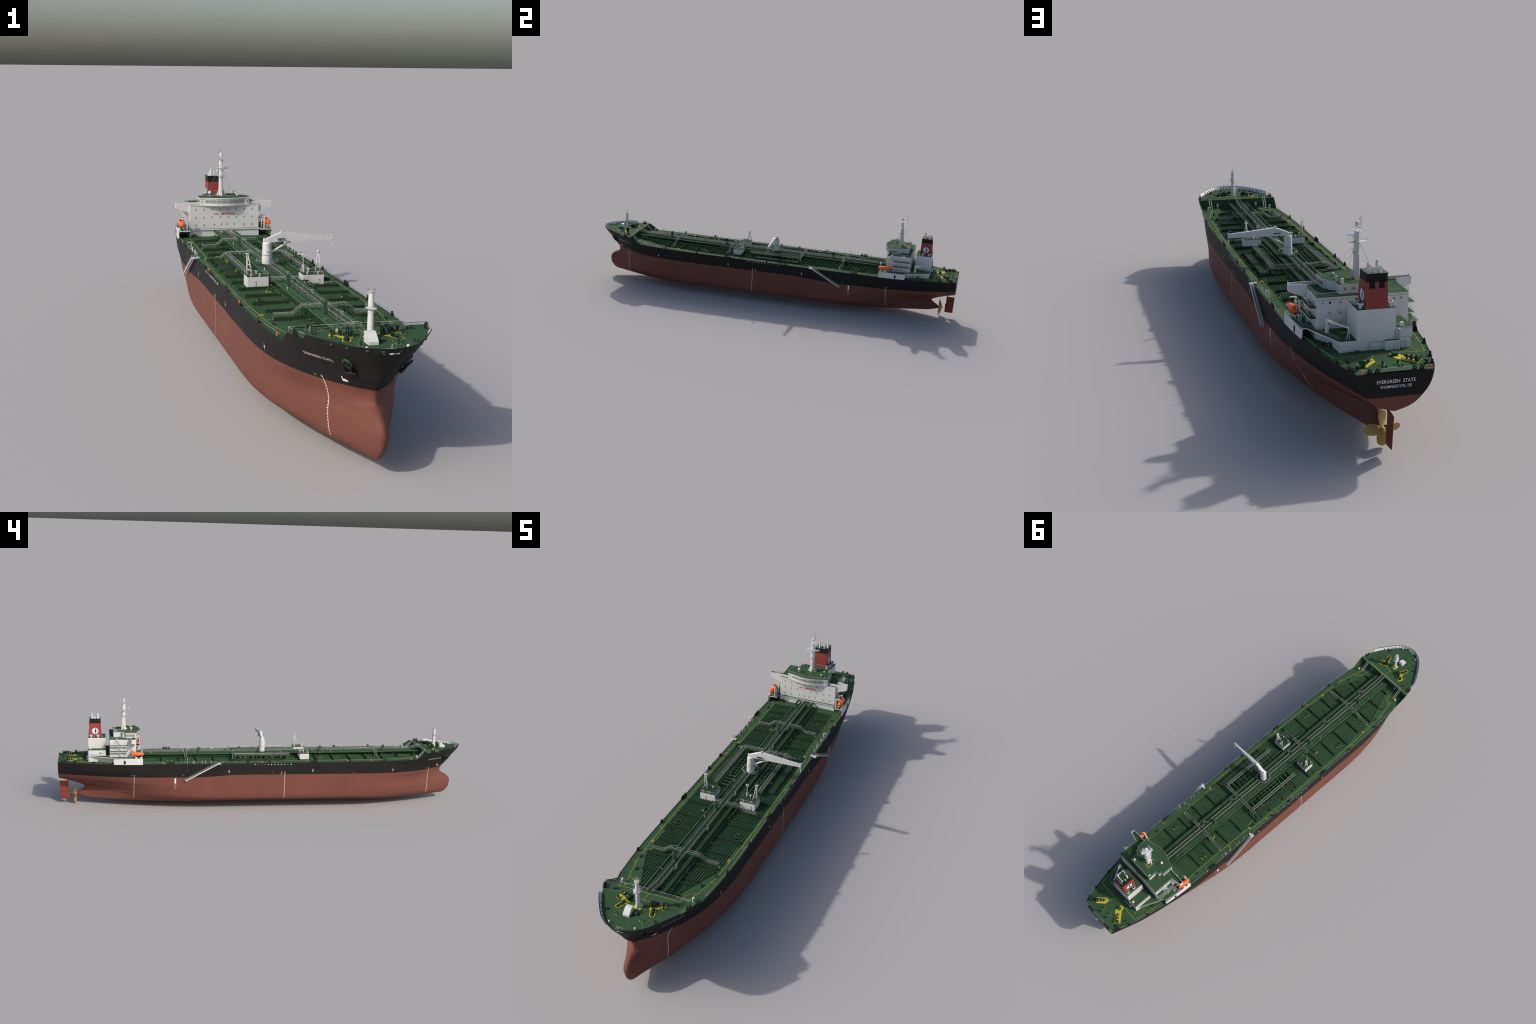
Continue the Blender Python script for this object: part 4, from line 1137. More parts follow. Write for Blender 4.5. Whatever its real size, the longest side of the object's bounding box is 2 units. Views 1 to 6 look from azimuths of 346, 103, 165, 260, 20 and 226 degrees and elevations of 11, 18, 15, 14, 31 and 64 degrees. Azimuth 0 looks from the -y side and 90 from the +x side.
# ------------------------------------------------------------ ladders over the side
def gangway(s):
    top, bot = Vector((s * .1748, .2500, .2285)), Vector((s * .1765, .4035, .1470))
    d = (bot - top).normalized(); w = Vector((1, 0, 0)) * .0040
    nrm = Vector((0, -d.z, d.y)); nrm = nrm if nrm.z > 0 else -nrm
    m = Mesh()
    for k in (1, -1):
        a, b = top + k * w, bot + k * w
        q = Vector((.0006, 0, 0)); t = nrm * .0022
        m.add([a - q - t, a + q - t, a + q + t * .6, a - q + t * .6, b - q - t, b + q - t, b + q + t * .6, b - q + t * .6], [(0, 1, 5, 4), (1, 2, 6, 5), (2, 3, 7, 6), (3, 0, 4, 7), (0, 3, 2, 1), (4, 5, 6, 7)], M['white'])
        for h in (.0088, .0050): m.tube([a + nrm * h, b + nrm * h], .00042, M['line'], 4)
        for i in range(25): p = a.lerp(b, i / 24); m.cyl(p, p + nrm * .0088, .00036, M['line'], n=4, caps=False)
    for i in range(40):
        p = top.lerp(bot, (i + .5) / 40); m.box(p.x - .0038, p.x + .0038, p.y - .0009, p.y + .0009, p.z - .0003, p.z + .0005, M['line'])
    g = obj("accommodation_ladder", m)
    pl = Mesh().box(*sorted((s * .1655, s * .1800)), .2355, .2500, .2268, .2290, M['white']).box(*sorted((s * .1560, s * .1655)), .2400, .2475, .2275, .2315, M['white'])
    pl.cyl((s * .1745, .2430, .2290), (s * .1745, .2430, .2325), .0030, M['white'], n=10)
    pl.rail([(s * .1655, .2350, .2290), (s * .1798, .2350, .2290), (s * .1798, .2420, .2290)], M['rail'], .0100, .00045, (1, .5), .007)
    obj("ladder_platform", pl, g)
    m = Mesh()
    y = .3935; x = s * .1560
    m.tube([(x, y, .2250), (x, y, .2480), (x + s * .0015, y, .2505), (x + s * .006, y, .2515), (x + s * .0130, y, .2510)], .0011, M['white'], 8)
    for z in (.2310, .2370): m.tube([(x, y, z), (x + s * .006, y, z)], .0005, M['white'], 5)
    m.tube([(x + s * .0130, y, .2510), (x + s * .0130, y, .19)], .00018, M['wire'], 4)
    obj("ladder_davit", m, g)
    for y, h in ((.3669, .0150), (.3593, .0160), (.3244, .0150), (.3086, .0160), (.2806, .0150)):
        obj("deck_post", Mesh().cyl((s * .1570, y, .2245), (s * .1570, y, .2255 + h), .0009, M['white'], n=8).tube([(s * .157, y, .2255 + h * .65), (s * .1615, y, .2255 + h * .65)], .0005, M['white'], 4), g)
    obj("ladder_railing", Mesh().rail([(s * .1650, .4100, .2254), (s * .1530, .4100, .2254), (s * .1530, .3990, .2254)], M['rail'], .0110, .00045, (1, .5), .01), g)
for s in (1, -1): gangway(s)

# ------------------------------------------------------------ after deckhouse
HX = .1215
house = Mesh()
base_poly = [(HX, .6305), (HX, .745), (.103, .775), (.0985, .789), (.0915, .8562)]
base_poly = base_poly + [(-x, y) for x, y in base_poly[::-1]]
house.prism(base_poly, .2210, .2502, M['white'])
house.box(-HX, HX, .6340, .7570, .2530, .3338, M['white'])
HOUSE = obj("accommodation_block", house)
for o in list(bpy.context.scene.objects):
    if o.name.startswith("lettering") and o.parent is root: o.parent = HOUSE
slab = [(.1645, .6035), (.1580, .7390), (.1425, .7375), (.0925, .8566), (-.0925, .8566), (-.1425, .7375), (-.1580, .7390), (-.1645, .6035), (-.1235, .6035), (-.1235, .6265), (.1235, .6265), (.1235, .6035)]
obj("boat_deck", Mesh().prism(slab, .2500, .2534, M['white'], M['deck']), HOUSE)
front = [(-.0900, .6325), (-.0690, .6290), (-.0500, .6225), (-.0300, .6155), (-.0115, .6118), (.0115, .6118), (.0300, .6155), (.0500, .6225), (.0690, .6290), (.0900, .6325)]
obj("bridge_deck", Mesh().prism([(-HX - .0008, .7578), (-HX - .0008, .6335)] + front + [(HX + .0008, .6335), (HX + .0008, .7578)], .3338, .3366, M['white'], M['deck']), HOUSE)
roof_poly = [(.0885, .6310), (.0690, .6275), (.0500, .6210), (.0300, .6145), (.0115, .6112), (-.0115, .6112), (-.0300, .6145), (-.0500, .6210), (-.0690, .6275), (-.0885, .6310),
             (-.0885, .6835), (-.0775, .6840), (-.0765, .6985), (-.0610, .6990), (-.0630, .7405), (.0610, .7405), (.0605, .7040), (.0745, .6985), (.0775, .6843), (.0865, .6835)]
def inset(poly, d):
    cx = sum(p[0] for p in poly) / len(poly); cy = sum(p[1] for p in poly) / len(poly); n = len(poly); out = []
    area = sum(poly[i][0] * poly[(i + 1) % n][1] - poly[(i + 1) % n][0] * poly[i][1] for i in range(n)); sg = 1 if area > 0 else -1
    for i in range(n):
        a, b, c = Vector(poly[i - 1]), Vector(poly[i]), Vector(poly[(i + 1) % n])
        e1, e2 = (b - a).normalized(), (c - b).normalized(); n1, n2 = Vector((-e1.y, e1.x)) * sg, Vector((-e2.y, e2.x)) * sg
        k = (n1 + n2); k = k / max(.3, k.length_squared / 2)
        out.append(tuple(b + k * d))
    return out
wheel = inset(roof_poly, .0022)
WH_ = obj("wheelhouse", Mesh().prism(wheel, .3366, .3590, M['white'], bottom=False), HOUSE)
ROOF = obj("wheelhouse_roof", Mesh().prism(roof_poly, .3590, .3622, M['white'], M['deck']), HOUSE)
# bridge windows follow the curved front, then the sides
wf = wheel[0:10]
def along(path, t):
    L = [0]
    for a, b in zip(path, path[1:]): L.append(L[-1] + (Vector(b) - Vector(a)).length)
    s = t * L[-1]
    for i in range(len(path) - 1):
        if s <= L[i + 1] + 1e-9:
            u = (s - L[i]) / (L[i + 1] - L[i]); return Vector(path[i]).lerp(Vector(path[i + 1]), u)
    return Vector(path[-1])
def pane(pa, pb, z0, z1, off, mat):
    a, b = Vector(pa), Vector(pb); d = (b - a).normalized(); n = Vector((d.y, -d.x))
    c = (a + b) / 2
    if n.dot(c - Vector((0, .69))) < 0: n = -n
    m = Mesh(); q0, q1 = a + n * off, b + n * off; r0, r1 = a - n * .0004, b - n * .0004
    m.add([(q0.x, q0.y, z0), (q1.x, q1.y, z0), (q1.x, q1.y, z1), (q0.x, q0.y, z1), (r0.x, r0.y, z0), (r1.x, r1.y, z0), (r1.x, r1.y, z1), (r0.x, r0.y, z1)],
          [(0, 1, 2, 3), (0, 4, 5, 1), (3, 2, 6, 7), (0, 3, 7, 4), (1, 5, 6, 2)], mat)
    return m
W = np.linspace(.10, .90, 8)
for a, b in zip(W, W[1:]): obj("bridge_window", pane(along(wf, a + .006), along(wf, b - .006), .3442, .3545, .0010, M['pane']), WH_)
for t in (.04, .96): obj("bridge_window", pane(along(wf, t - .012), along(wf, t + .012), .3468, .3512, .0010, M['pane']), WH_)
for s in (1, -1):
    X = s * .0863
    for y0, y1 in ((.638, .651), (.653, .666), (.668, .680)):
        obj("bridge_window", Mesh().box(*sorted((X, X + s * .0012)), y0, y1, .3442, .3545, M['pane']), WH_)
for x in (-.045, -.026, .020, .043): obj("bridge_window", Mesh().box(x - .003, x + .003, .7385, .7396, .347, .353, M['hole' if x < -.03 else 'pane']), WH_)
# bridge wings
def wing(s):
    m = Mesh(); y0 = .6395
    def P(x, y, z): return (s * x, y, z)
    ya, yt = .6650, .6560
    lo = [P(HX, y0, .3085), P(.1680, y0, .3258), P(.1680, yt, .3258), P(HX, ya, .3085)]
    md = [P(HX, y0, .3368), P(.1680, y0, .3368), P(.1680, yt, .3368), P(HX, ya, .3368)]
    m.add(lo + md, [(0, 1, 2, 3), (0, 4, 5, 1), (1, 5, 6, 2), (2, 6, 7, 3)], M['white'])
    m.add(md, [(0, 1, 2, 3)], M['deck'])
    zt = .3462; t = .0013
    def wall(a, b, za=.3366, zb=zt):
        a, b = Vector(a), Vector(b); d = (b - a).normalized(); n = Vector((-d.y, d.x)) * t / 2
        c = [(a - n), (b - n), (b + n), (a + n)]
        m.add([(p.x, p.y, za) for p in c] + [(p.x, p.y, zb) for p in c], [(0, 1, 5, 4), (1, 2, 6, 5), (2, 3, 7, 6), (3, 0, 4, 7), (4, 5, 6, 7)], M['white'])
    wall((s * .0880, y0 + .0006), (s * .1677, y0 + .0006), .3366, zt)
    wall((s * .1675, y0), (s * .1675, yt)); wall((s * .1675, yt), (s * HX, ya))
    for x in (.10, .11, .125, .14, .155): m.box(*sorted((s * (x - .0004), s * (x + .0004))), y0 + .0012, y0 + .0028, .3366, zt - .001, M['line'])
    m.cyl((s * .1665, y0 + .002, zt), (s * .1665, y0 + .002, zt + .0030), .0007, M['rail'], n=6).ball((s * .1665, y0 + .002, zt + .0036), .0012, M['rail'], n=8, m=6)
    w = obj("bridge_wing", m, HOUSE)
    r = Mesh(); z = .3366
    r.rail([(s * HX, ya + .002, z), (s * HX, .7570, z), (s * .010, .7570, z)], M['rail'], .0110, .00045, (1, .66, .33), .014)
    obj("deck_railing", r, HOUSE)
    # side galleries with stairs
    for z in (.2806, .3080):
        g = Mesh().box(*sorted((s * HX, s * .1390)), .6735, .7556, z - .0016, z + .0010, M['white'], M['deck'])
        g.rail([(s * HX, .6740, z + .001), (s * .1385, .6740, z + .001), (s * .1385, .7550, z + .001), (s * HX, .7550, z + .001)], M['rail'], .0108, .00045, (1, .55), .012)
        obj("side_gallery", g, HOUSE)
    for (ya_, za_), (yb_, zb_) in (((.700, .2540), (.722, .2806)), ((.700, .2816), (.722, .3080)), ((.700, .3090), (.726, .3366))):
        obj("stairway", stair((s * .1300, ya_, za_), (s * .1300, yb_, zb_), .0070, (1, 0, 0), M['white'], steps=9, rh=.009), HOUSE)
    for z in (.2545, .2816, .3090):
        for y in (.689, .737):
            d = Mesh().box(*sorted((s * HX, s * (HX + .0008))), y - .0034, y + .0034, z + .001, z + .0165, M['line']).box(*sorted((s * HX, s * (HX + .0013))), y - .0029, y + .0029, z + .0015, z + .016, M['white'])
            d.box(*sorted((s * HX, s * (HX + .0017))), y - .001, y + .001, z + .0105, z + .013, M['hole']); obj("house_door", d, HOUSE)
    # shell plating abreast of the house
    p = Mesh(); N = 10; vs = []
    for i in range(N + 1):
        y = .6035 + (.7392 - .6035) * i / N; b = half(y, float(sheer(y)))
        vs += [(s * (b + .0004), y, float(sheer(y)) - .0006), (s * (b - .0006), y, .2542), (s * (b - .0024), y, .2542), (s * (b - .0016), y, float(sheer(y)) - .0006)]
    for a in range(4): p.add(vs, [(4 * i + a, 4 * i + (a + 1) % 4, 4 * (i + 1) + (a + 1) % 4, 4 * (i + 1) + a) for i in range(N)], M['white'])
    p.add(vs, [(0, 1, 2, 3), (4 * N, 4 * N + 1, 4 * N + 2, 4 * N + 3)], M['white'])
    y = .6880; b = half(y, .235) + .0010
    p.box(*sorted((s * (b - .003), s * (b + .0002))), y - .0042, y + .0042, .2270, .2435, M['hole'])
    obj("side_plating", p, HOUSE)
    r = Mesh().rail([(s * (half(y_, .2260) - .0040), y_, .2534) for y_ in (.652, .68, .71, .737)] + [(s * .1425, .7370, .2534), (s * .1180, .795, .2534), (s * .0925, .8550, .2534)], M['rail'], .0105, .00045, (1, .55), .014)
    obj("deck_railing", r, HOUSE)
    obj("deck_railing", Mesh().rail([(s * .1235, .6045, .2534), (s * .150, .6045, .2534)], M['rail'], .0095, .0004, (1, .5), .012), HOUSE)
    # lifeboat on its davits
    lbm = Mesh(); L0, L1, cx, cz = .5985, .6560, s * .1515, .2745; rows = []; nn = 14
    for i in range(15):
        t = i / 14; y = L0 + (L1 - L0) * t
        w = (math.sin(math.pi * min(1, max(0, .04 + .92 * t)))) ** .45
        if t > .85: w = max(w, .80)
        row = []
        for j in range(nn):
            a = 2 * math.pi * j / nn + math.pi / nn
            c_, s_ = math.cos(a), math.sin(a)
            rx = .0100 * w; rz = (.0085 if s_ > 0 else .0098) * (w if s_ > 0 else w ** .8)
            row.append((cx + rx * (abs(c_) ** .8) * (1 if c_ > 0 else -1), y, cz + rz * (abs(s_) ** 1.05) * (1 if s_ > 0 else -1)))
        rows.append(row)
    vs = [q for r_ in rows for q in r_]
    lbm.add(vs, [(i * nn + j, i * nn + (j + 1) % nn, (i + 1) * nn + (j + 1) % nn, (i + 1) * nn + j) for i in range(14) for j in range(nn)], M['orange'], True)
    lbm.add(rows[0], [tuple(range(nn))], M['orange']); lbm.add(rows[-1], [tuple(range(nn))[::-1]], M['orange'])
    lbm.extrude([(cx - .0055, .2800), (cx + .0055, .2800), (cx + .0040, .2868), (cx - .0040, .2868)], 'y', .6415, .6525, M['orange'])
    lbm.box(cx - .0042, cx + .0042, .6410, .6414, .2832, .2858, M['hole'])
    lbm.box(cx - .0104, cx + .0104, .6045, .6480, .2748, .2756, M['orange'])
    for y in np.linspace(.606, .650, 8): lbm.box(cx + s * .0080, cx + s * .0086, y - .0011, y + .0011, .2790, .2806, M['logo'])
    obj("lifeboat", lbm)
    dv = Mesh()
    for y in (.6075, .6490):
        dv.box(*sorted((s * .1335, s * .1375)), y - .0022, y + .0022, .2534, .2968, M['white'])
        dv.box(*sorted((s * .1335, s * .1510)), y - .0018, y + .0018, .2940, .2972, M['white'])
        dv.tube([(s * .1355, y, .2965), (s * .126, y, .2860), (s * .126, y, .2534)], .0013, M['white'], 6)
        dv.tube([(s * .1510, y, .2945), (s * .1515, y, .2830)], .0005, M['line'], 5)
        dv.tube([(s * .142, y, .2534), (s * .150, y, .2655)], .0014, M['white'], 6)
    dv.box(*sorted((s * .130, s * .157)), .642, .668, .2655, .2668, M['white'], M['tray'])
    dv.rail([(s * .156, .655, .2668), (s * .156, .667, .2668), (s * .131, .667, .2668)], M['rail'], .009, .0004, (1, .5), .01)
    dv.tube([(s * .128, .674, .2545), (s * .146, .650, .2930)], .0013, M['white'], 6)
    for x in (.135, .152): dv.cyl((s * x, .664, .2534), (s * x, .664, .2655), .0009, M['white'], n=6)
    obj("boat_davit", dv)
    obj("boat_ladder", stair((s * .1425, .682, .2534), (s * .1425, .669, .2668), .007, (1, 0, 0), M['white'], steps=6, rh=.006), None)
    for y in (.6125, .6340):
        obj("life_raft", Mesh().cyl((s * .1600, y - .0055, .2572), (s * .1600, y + .0055, .2572), .0034, M['white'], n=14).box(*sorted((s * .157, s * .163)), y - .004, y + .004, .2532, .2550, M['line']))
for s in (1, -1): wing(s)

# front windows
cols = [-.1000, -.0717, -.0432, -.0145, .0135, .0420, .0705, .0985]
def window(x, z, w=.0042, h=.0056, dark=False):
    return Mesh().box(x - w / 2, x + w / 2, .6336, .6342, z - h / 2, z + h / 2, M['hole' if dark else 'grey'])
for z in (.3205, .2930):
    for x in cols: obj("house_window", window(x, z), HOUSE)
for x in (-.100, -.0715, .0705, .0985): obj("house_window", window(x, .2660, .0040, .0072), HOUSE)
for x in (-.0110, .0095): obj("house_window", window(x, .2680, .0036, .0072), HOUSE)
for x in (-.0355, .0345): obj("house_window", window(x, .2680, .0030, .0042, True), HOUSE)
for x, dk in ((.107, 0), (.088, 1), (.060, 0), (-.082, 0), (-.101, 0), (.035, 0)):
    y = .7571
    for z in (.3220, .2950, .2680):
        if z < .31 and abs(x) > .09: continue
        obj("house_window", Mesh().box(x - .0022, x + .0022, y - .0004, y + .0006, z - .0028, z + .0028, M['hole' if dk and z > .31 else 'grey']), HOUSE)
obj("coaming_line", Mesh().box(.018, HX, .7571, .7580, .3295, .3301, M['line']).box(-HX, -.018, .7571, .7580, .3295, .3301, M['line']), HOUSE)
obj("deck_locker", Mesh().box(-.1170, -.1000, .6180, .6300, .2245, .2350, M['gear']).box(-.1110, -.1030, .6172, .6180, .2275, .2310, M['ochre']), HOUSE)
for x in (.014, .027): obj("valve_cover", Mesh().box(x - .005, x + .005, .600, .612, .2300, .2360, M['ochre']))

# wheelhouse roof gear
rr = Mesh(); z = .3622
rp = inset(roof_poly, .0012)
rr.rail([(p[0], p[1], z) for p in rp], M['rail'], .0095, .00038, (1, .5), .013, closed=True)
obj("roof_railing", rr, ROOF)
def dome(x, y, z0, h, r, post=.0012):
    return Mesh().cyl((x, y, z0), (x, y, z0 + h), post, M['white'], n=8).ball((x, y, z0 + h + r * .7), r, M['white'], sz=1.12)
obj("satellite_dome", dome(-.0474, .6550, z, .0100, .0060), ROOF)
obj("satellite_dome", dome(.0500, .6570, z, .0022, .0036), ROOF)
obj("satellite_dome", dome(-.0525, .7270, z, .0022, .0036), ROOF)
obj("satellite_dome", dome(.0520, .6900, z, .0040, .0034), ROOF)
obj("roof_vent", Mesh().cyl((.0490, .7300, z), (.0490, .7300, z + .0115), .0042, M['white'], n=16).ball((.0490, .7300, z + .0115), .0042, M['white'], sz=.5), ROOF)
obj("roof_pad", Mesh().box(.0430, .0550, .7240, .7360, z + .0002, z + .0009, M['yellow']), ROOF)
py_ = Mesh()
for a, b in (((-.020, .684), (.016, .684)), ((-.020, .709), (.016, .709)), ((-.020, .684), (-.020, .709)), ((.016, .684), (.016, .709))):
    line_on(py_, [a, b], .0022, lambda y, x: z, M['yellow'], .0006)
obj("mast_pad", py_, ROOF)
obj("signal_horn", Mesh().cyl((-.055, .7350, z), (-.055, .7350, z + .0140), .0010, M['white'], n=8).box(-.0585, -.0515, .7335, .7365, z + .0100, z + .0145, M['white']), ROOF)
for x in (.030, .041): obj("fire_valve", Mesh().cyl((-x - .040, .7100, .3366), (-x - .040, .7100, .3410), .0014, M['rudder'], n=8), HOUSE)

# main mast
MX, MY = -.0018, .6910
def mast_section(z, z0, z1, a, b):
    t = (z - z0) / (z1 - z0); return a + (b - a) * t
mm = Mesh(); rings = []
for zz in np.linspace(.3622, .4880, 12):
    hx = mast_section(zz, .3622, .488, .0076, .0059); yf = .6795 + .001 * (zz - .3622) / .1258; ya = mast_section(zz, .3622, .488, .7028, .6933)
    c = (yf + ya) / 2; hy = (ya - yf) / 2
    rings.append([(MX + hx * abs(math.cos(a)) ** .55 * (1 if math.cos(a) > 0 else -1), c + hy * abs(math.sin(a)) ** .55 * (1 if math.sin(a) > 0 else -1), zz) for a in np.linspace(0, 2 * math.pi, 25)[:-1]])
vs = [p for r_ in rings for p in r_]
mm.add(vs, [(i * 24 + j, i * 24 + (j + 1) % 24, (i + 1) * 24 + (j + 1) % 24, (i + 1) * 24 + j) for i in range(11) for j in range(24)], M['white'], True)
mm.add(rings[-1], [tuple(range(24))], M['white'])
for s in (1, -1): mm.extrude([(MX + s * .006, .3622), (MX + s * .0165, .3622), (MX + s * .0070, .3880)], 'y', .6868, .6895, M['white'])
mm.extrude([(.6800, .3622), (.6715, .3622), (.6795, .3760)], 'x', MX - .0012, MX + .0012, M['white'])
for zz in np.arange(.366, .487, .0035): mm.tube([(MX - .0032, .7046 - (zz - .3622) * .074, zz), (MX + .0032, .7046 - (zz - .3622) * .074, zz)], .0003, M['line'], 4)
MAST = obj("main_mast", mm)
def platform(name, poly, z, rail=.009, parent=None, taper=.6):
    m = Mesh(); cx = sum(p[0] for p in poly) / len(poly); cy = sum(p[1] for p in poly) / len(poly)
    lo = [(MX * 0 + cx + (p[0] - cx) * taper, cy + (p[1] - cy) * taper, z - .0032) for p in poly]; hi = [(p[0], p[1], z) for p in poly]; n = len(poly)
    m.add(lo + hi, [(i, (i + 1) % n, n + (i + 1) % n, n + i) for i in range(n)], M['white']); m.add(hi, [tuple(range(n))], M['white']); m.add(lo, [tuple(range(n))], M['white'])
    if rail: m.rail(hi, M['rail'], rail, .00032, (1, .5), .012, closed=True)
    return obj(name, m, parent)
oct_ = lambda rx, y0, y1: [(MX + rx * math.cos(a), (y0 + y1) / 2 + (y1 - y0) / 2 * math.sin(a)) for a in np.linspace(0, 2 * math.pi, 13)[:-1]]
platform("mast_platform", oct_(.0112, .6690, .7040), .4295, .0070, MAST)
platform("mast_platform", [(MX - .0280, .6845), (MX - .0280, .6930), (MX - .008, .7000), (MX + .008, .7000), (MX + .0280, .6930), (MX + .0280, .6845), (MX + .009, .6800), (MX + .006, .6580), (MX - .006, .6580), (MX - .009, .6800)], .4590, .0090, MAST, .62)
platform("mast_platform", [(MX - .0095, .676), (MX - .0095, .700), (MX - .004, .7115), (MX + .004, .7115), (MX + .0095, .700), (MX + .0095, .676)], .4890, .0060, MAST)
obj("radar_scanner", Mesh().cyl((MX, .6640, .4590), (MX, .6640, .4690), .0014, M['white'], n=8).box(MX - .0030, MX + .0030, .6615, .6665, .4630, .4670, M['white'])
    .box(-.0115, .0175, .6625, .6655, .4690, .4715, M['blue'], rot=math.radians(-4), centre=(.003, .664, 0)), MAST)
obj("radar_scanner", Mesh().box(MX - .0085, MX + .0085, .6695, .6725, .4345, .4360, M['white']).cyl((MX, .671, .4295), (MX, .671, .4350), .0010, M['white'], n=8), MAST)
obj("satellite_dome", Mesh().cyl((MX, .6870, .489), (MX, .6870, .4995), .0014, M['white'], n=8).cyl((MX, .6870, .4990), (MX, .6870, .5055), .0052, M['white'], .0054, 18).ball((MX, .6870, .5055), .0054, M['white'], sz=1.15), MAST)
an = Mesh().cyl((MX, .7102, .489), (MX, .7102, .5330), .00055, M['line'], n=6)
for zz, w in ((.4995, .0045), (.5085, .0075), (.5130, .0075), (.5195, .0045), (.5255, .0030)):
    an.tube([(MX - w, .7102, zz), (MX + w, .7102, zz)], .0004, M['line'], 4)
    for k in (-1, 1): an.cyl((MX + k * w, .7102, zz), (MX + k * w, .7102, zz + .0022), .0004, M['line'], n=4)
obj("antenna", an, MAST)
sw = Mesh()
for s in (1, -1):
    sw.tube([(MX + s * .008, .687, .452), (MX + s * .060, .655, .3640)], .00022, M['wire'], 4); sw.tube([(MX + s * .008, .690, .430), (MX + s * .052, .660, .3640)], .00022, M['wire'], 4)
    sw.tube([(MX + s * .008, .694, .452), (MX + s * .045, .735, .3640)], .00022, M['wire'], 4)
obj("stay_wire", sw, MAST, stuff=True)

# ------------------------------------------------------------ engine casing and funnel
cs = Mesh().box(-.0505, .0485, .7757, .8564, .2530, .3305, M['white'], M['deck'])
cs.box(-.0950, -.0500, .7745, .8562, .2500, .2800, M['white'], M['deck'])
CAS = obj("engine_casing", cs)
cd = Mesh()
cd.box(-.0600, -.0225, .8560, .8650, .2215, .2500, M['white'], M['deck'])
cd.box(-.0595, -.0500, .8560, .8590, .2500, .2740, M['line'])
cd.tube([(-.0525, .8595, .2500), (-.0525, .8595, .2735), (-.0560, .8595, .2760), (-.062, .8580, .2765)], .0016, M['white'], 8)
for x0, x1, z0, z1, y in ((-.0545, -.0455, .2245, .2440, .8652), (-.0780, -.0670, .2255, .2440, .8564), (.0095, .0165, .2240, .2370, .8564)):
    for a, b, c, d in ((x0, x1, z1, z1 + .0006), (x0, x0 + .0006, z0, z1), (x1 - .0006, x1, z0, z1), (x0, x1, z0, z0 + .0006)): cd.box(a, b, y, y + .0008, c, d, M['line'])
cd.box(-.0220, .0190, .8562, .8572, .2462, .2470, M['line']).box(.0184, .0192, .8562, .8572, .2230, .2470, M['line'])
cd.box(-.0150, .0080, .8562, .8570, .2310, .2314, M['line']).box(.050, .085, .8562, .8570, .2290, .2294, M['line'])
cd.box(-.0945, -.0600, .8562, .8572, .2535, .2542, M['line']).box(-.0945, -.0600, .8562, .8572, .2775, .2782, M['line'])
cd.box(.0700, .0704, .8562, .8572, .2230, .2480, M['line']) if 0 else None
obj("casing_fittings", cd, CAS, stuff=True)
for x, y, z in ((-.0958, .800, .262),): obj("house_window", Mesh().box(x, x + .0012, y - .003, y + .003, .2635, .2690, M['hole']), CAS)
sd = Mesh()
for y, z0, z1 in ((.788, .2545, .2700),): sd.box(-.0956, -.0948, y - .0035, y + .0035, z0, z1, M['line']).box(-.0960, -.0950, y - .0030, y + .0030, z0 + .0005, z1 - .0005, M['white'])
sd.box(-.0956, -.0950, .805, .853, .2612, .2617, M['line'])
obj("house_door", sd, CAS)
for s in (1, -1):
    b_ = Mesh()
    b_.box(*sorted((s * .1000, s * .1030)), .770, .776, .2260, .2330, M['hole'])
    b_.box(*sorted((s * .0945, s * .1035)), .7975, .8090, .2245, .2335, M['gear'])
    b_.box(*sorted((s * .1030, s * .1042)), .7985, .8025, .2255, .2325, M['ochre']).box(*sorted((s * .1030, s * .1042)), .8040, .8080, .2255, .2325, M['grey'])
    obj("deck_locker", b_, CAS)
rl = Mesh()
for pts in ([(-.0495, .786, .3305), (-.0495, .855, .3305), (-.031, .8555, .3305)], [(.0475, .786, .3305), (.0475, .855, .3305), (.028, .8555, .3305)]): rl.rail(pts, M['rail'], .009, .0004, (1, .5), .012)
rl.rail([(-.0940, .776, .2800), (-.0940, .8555, .2800), (-.0510, .8555, .2800)], M['rail'], .0095, .00042, (1, .5), .013)
obj("deck_railing", rl, CAS)
obj("casing_vent", Mesh().cyl((-.0690, .8480, .2800), (-.0690, .8480, .2885), .0046, M['white'], n=16).ball((-.0690, .8480, .2885), .0046, M['white'], sz=.6), CAS)
for x in (.0375, -.0395):
    for y in (.8115, .8434):
        v = Mesh().cyl((x, y, .3305), (x, y, .3390), .0042, M['white'], n=14)
        q0 = [(x - .0042, y - .0042, .3380), (x + .0042, y - .0042, .3380), (x + .0042, y + .0042, .3380), (x - .0042, y + .0042, .3380)]
        q1 = [(x - .0062, y - .0062, .3412), (x + .0062, y - .0062, .3412), (x + .0062, y + .0062, .3412), (x - .0062, y + .0062, .3412)]
        q2 = [(p[0], p[1], .3450) for p in q1]
        v.add(q0 + q1 + q2, [(i, (i + 1) % 4, 4 + (i + 1) % 4, 4 + i) for i in range(4)] + [(4 + i, 4 + (i + 1) % 4, 8 + (i + 1) % 4, 8 + i) for i in range(4)], M['white'])
        v.add(q2, [(0, 1, 2, 3)], M['white']); v.box(x - .0042, x + .0042, y - .0042, y + .0042, .3449, .3454, M['hole'])
        obj("casing_vent", v, CAS)
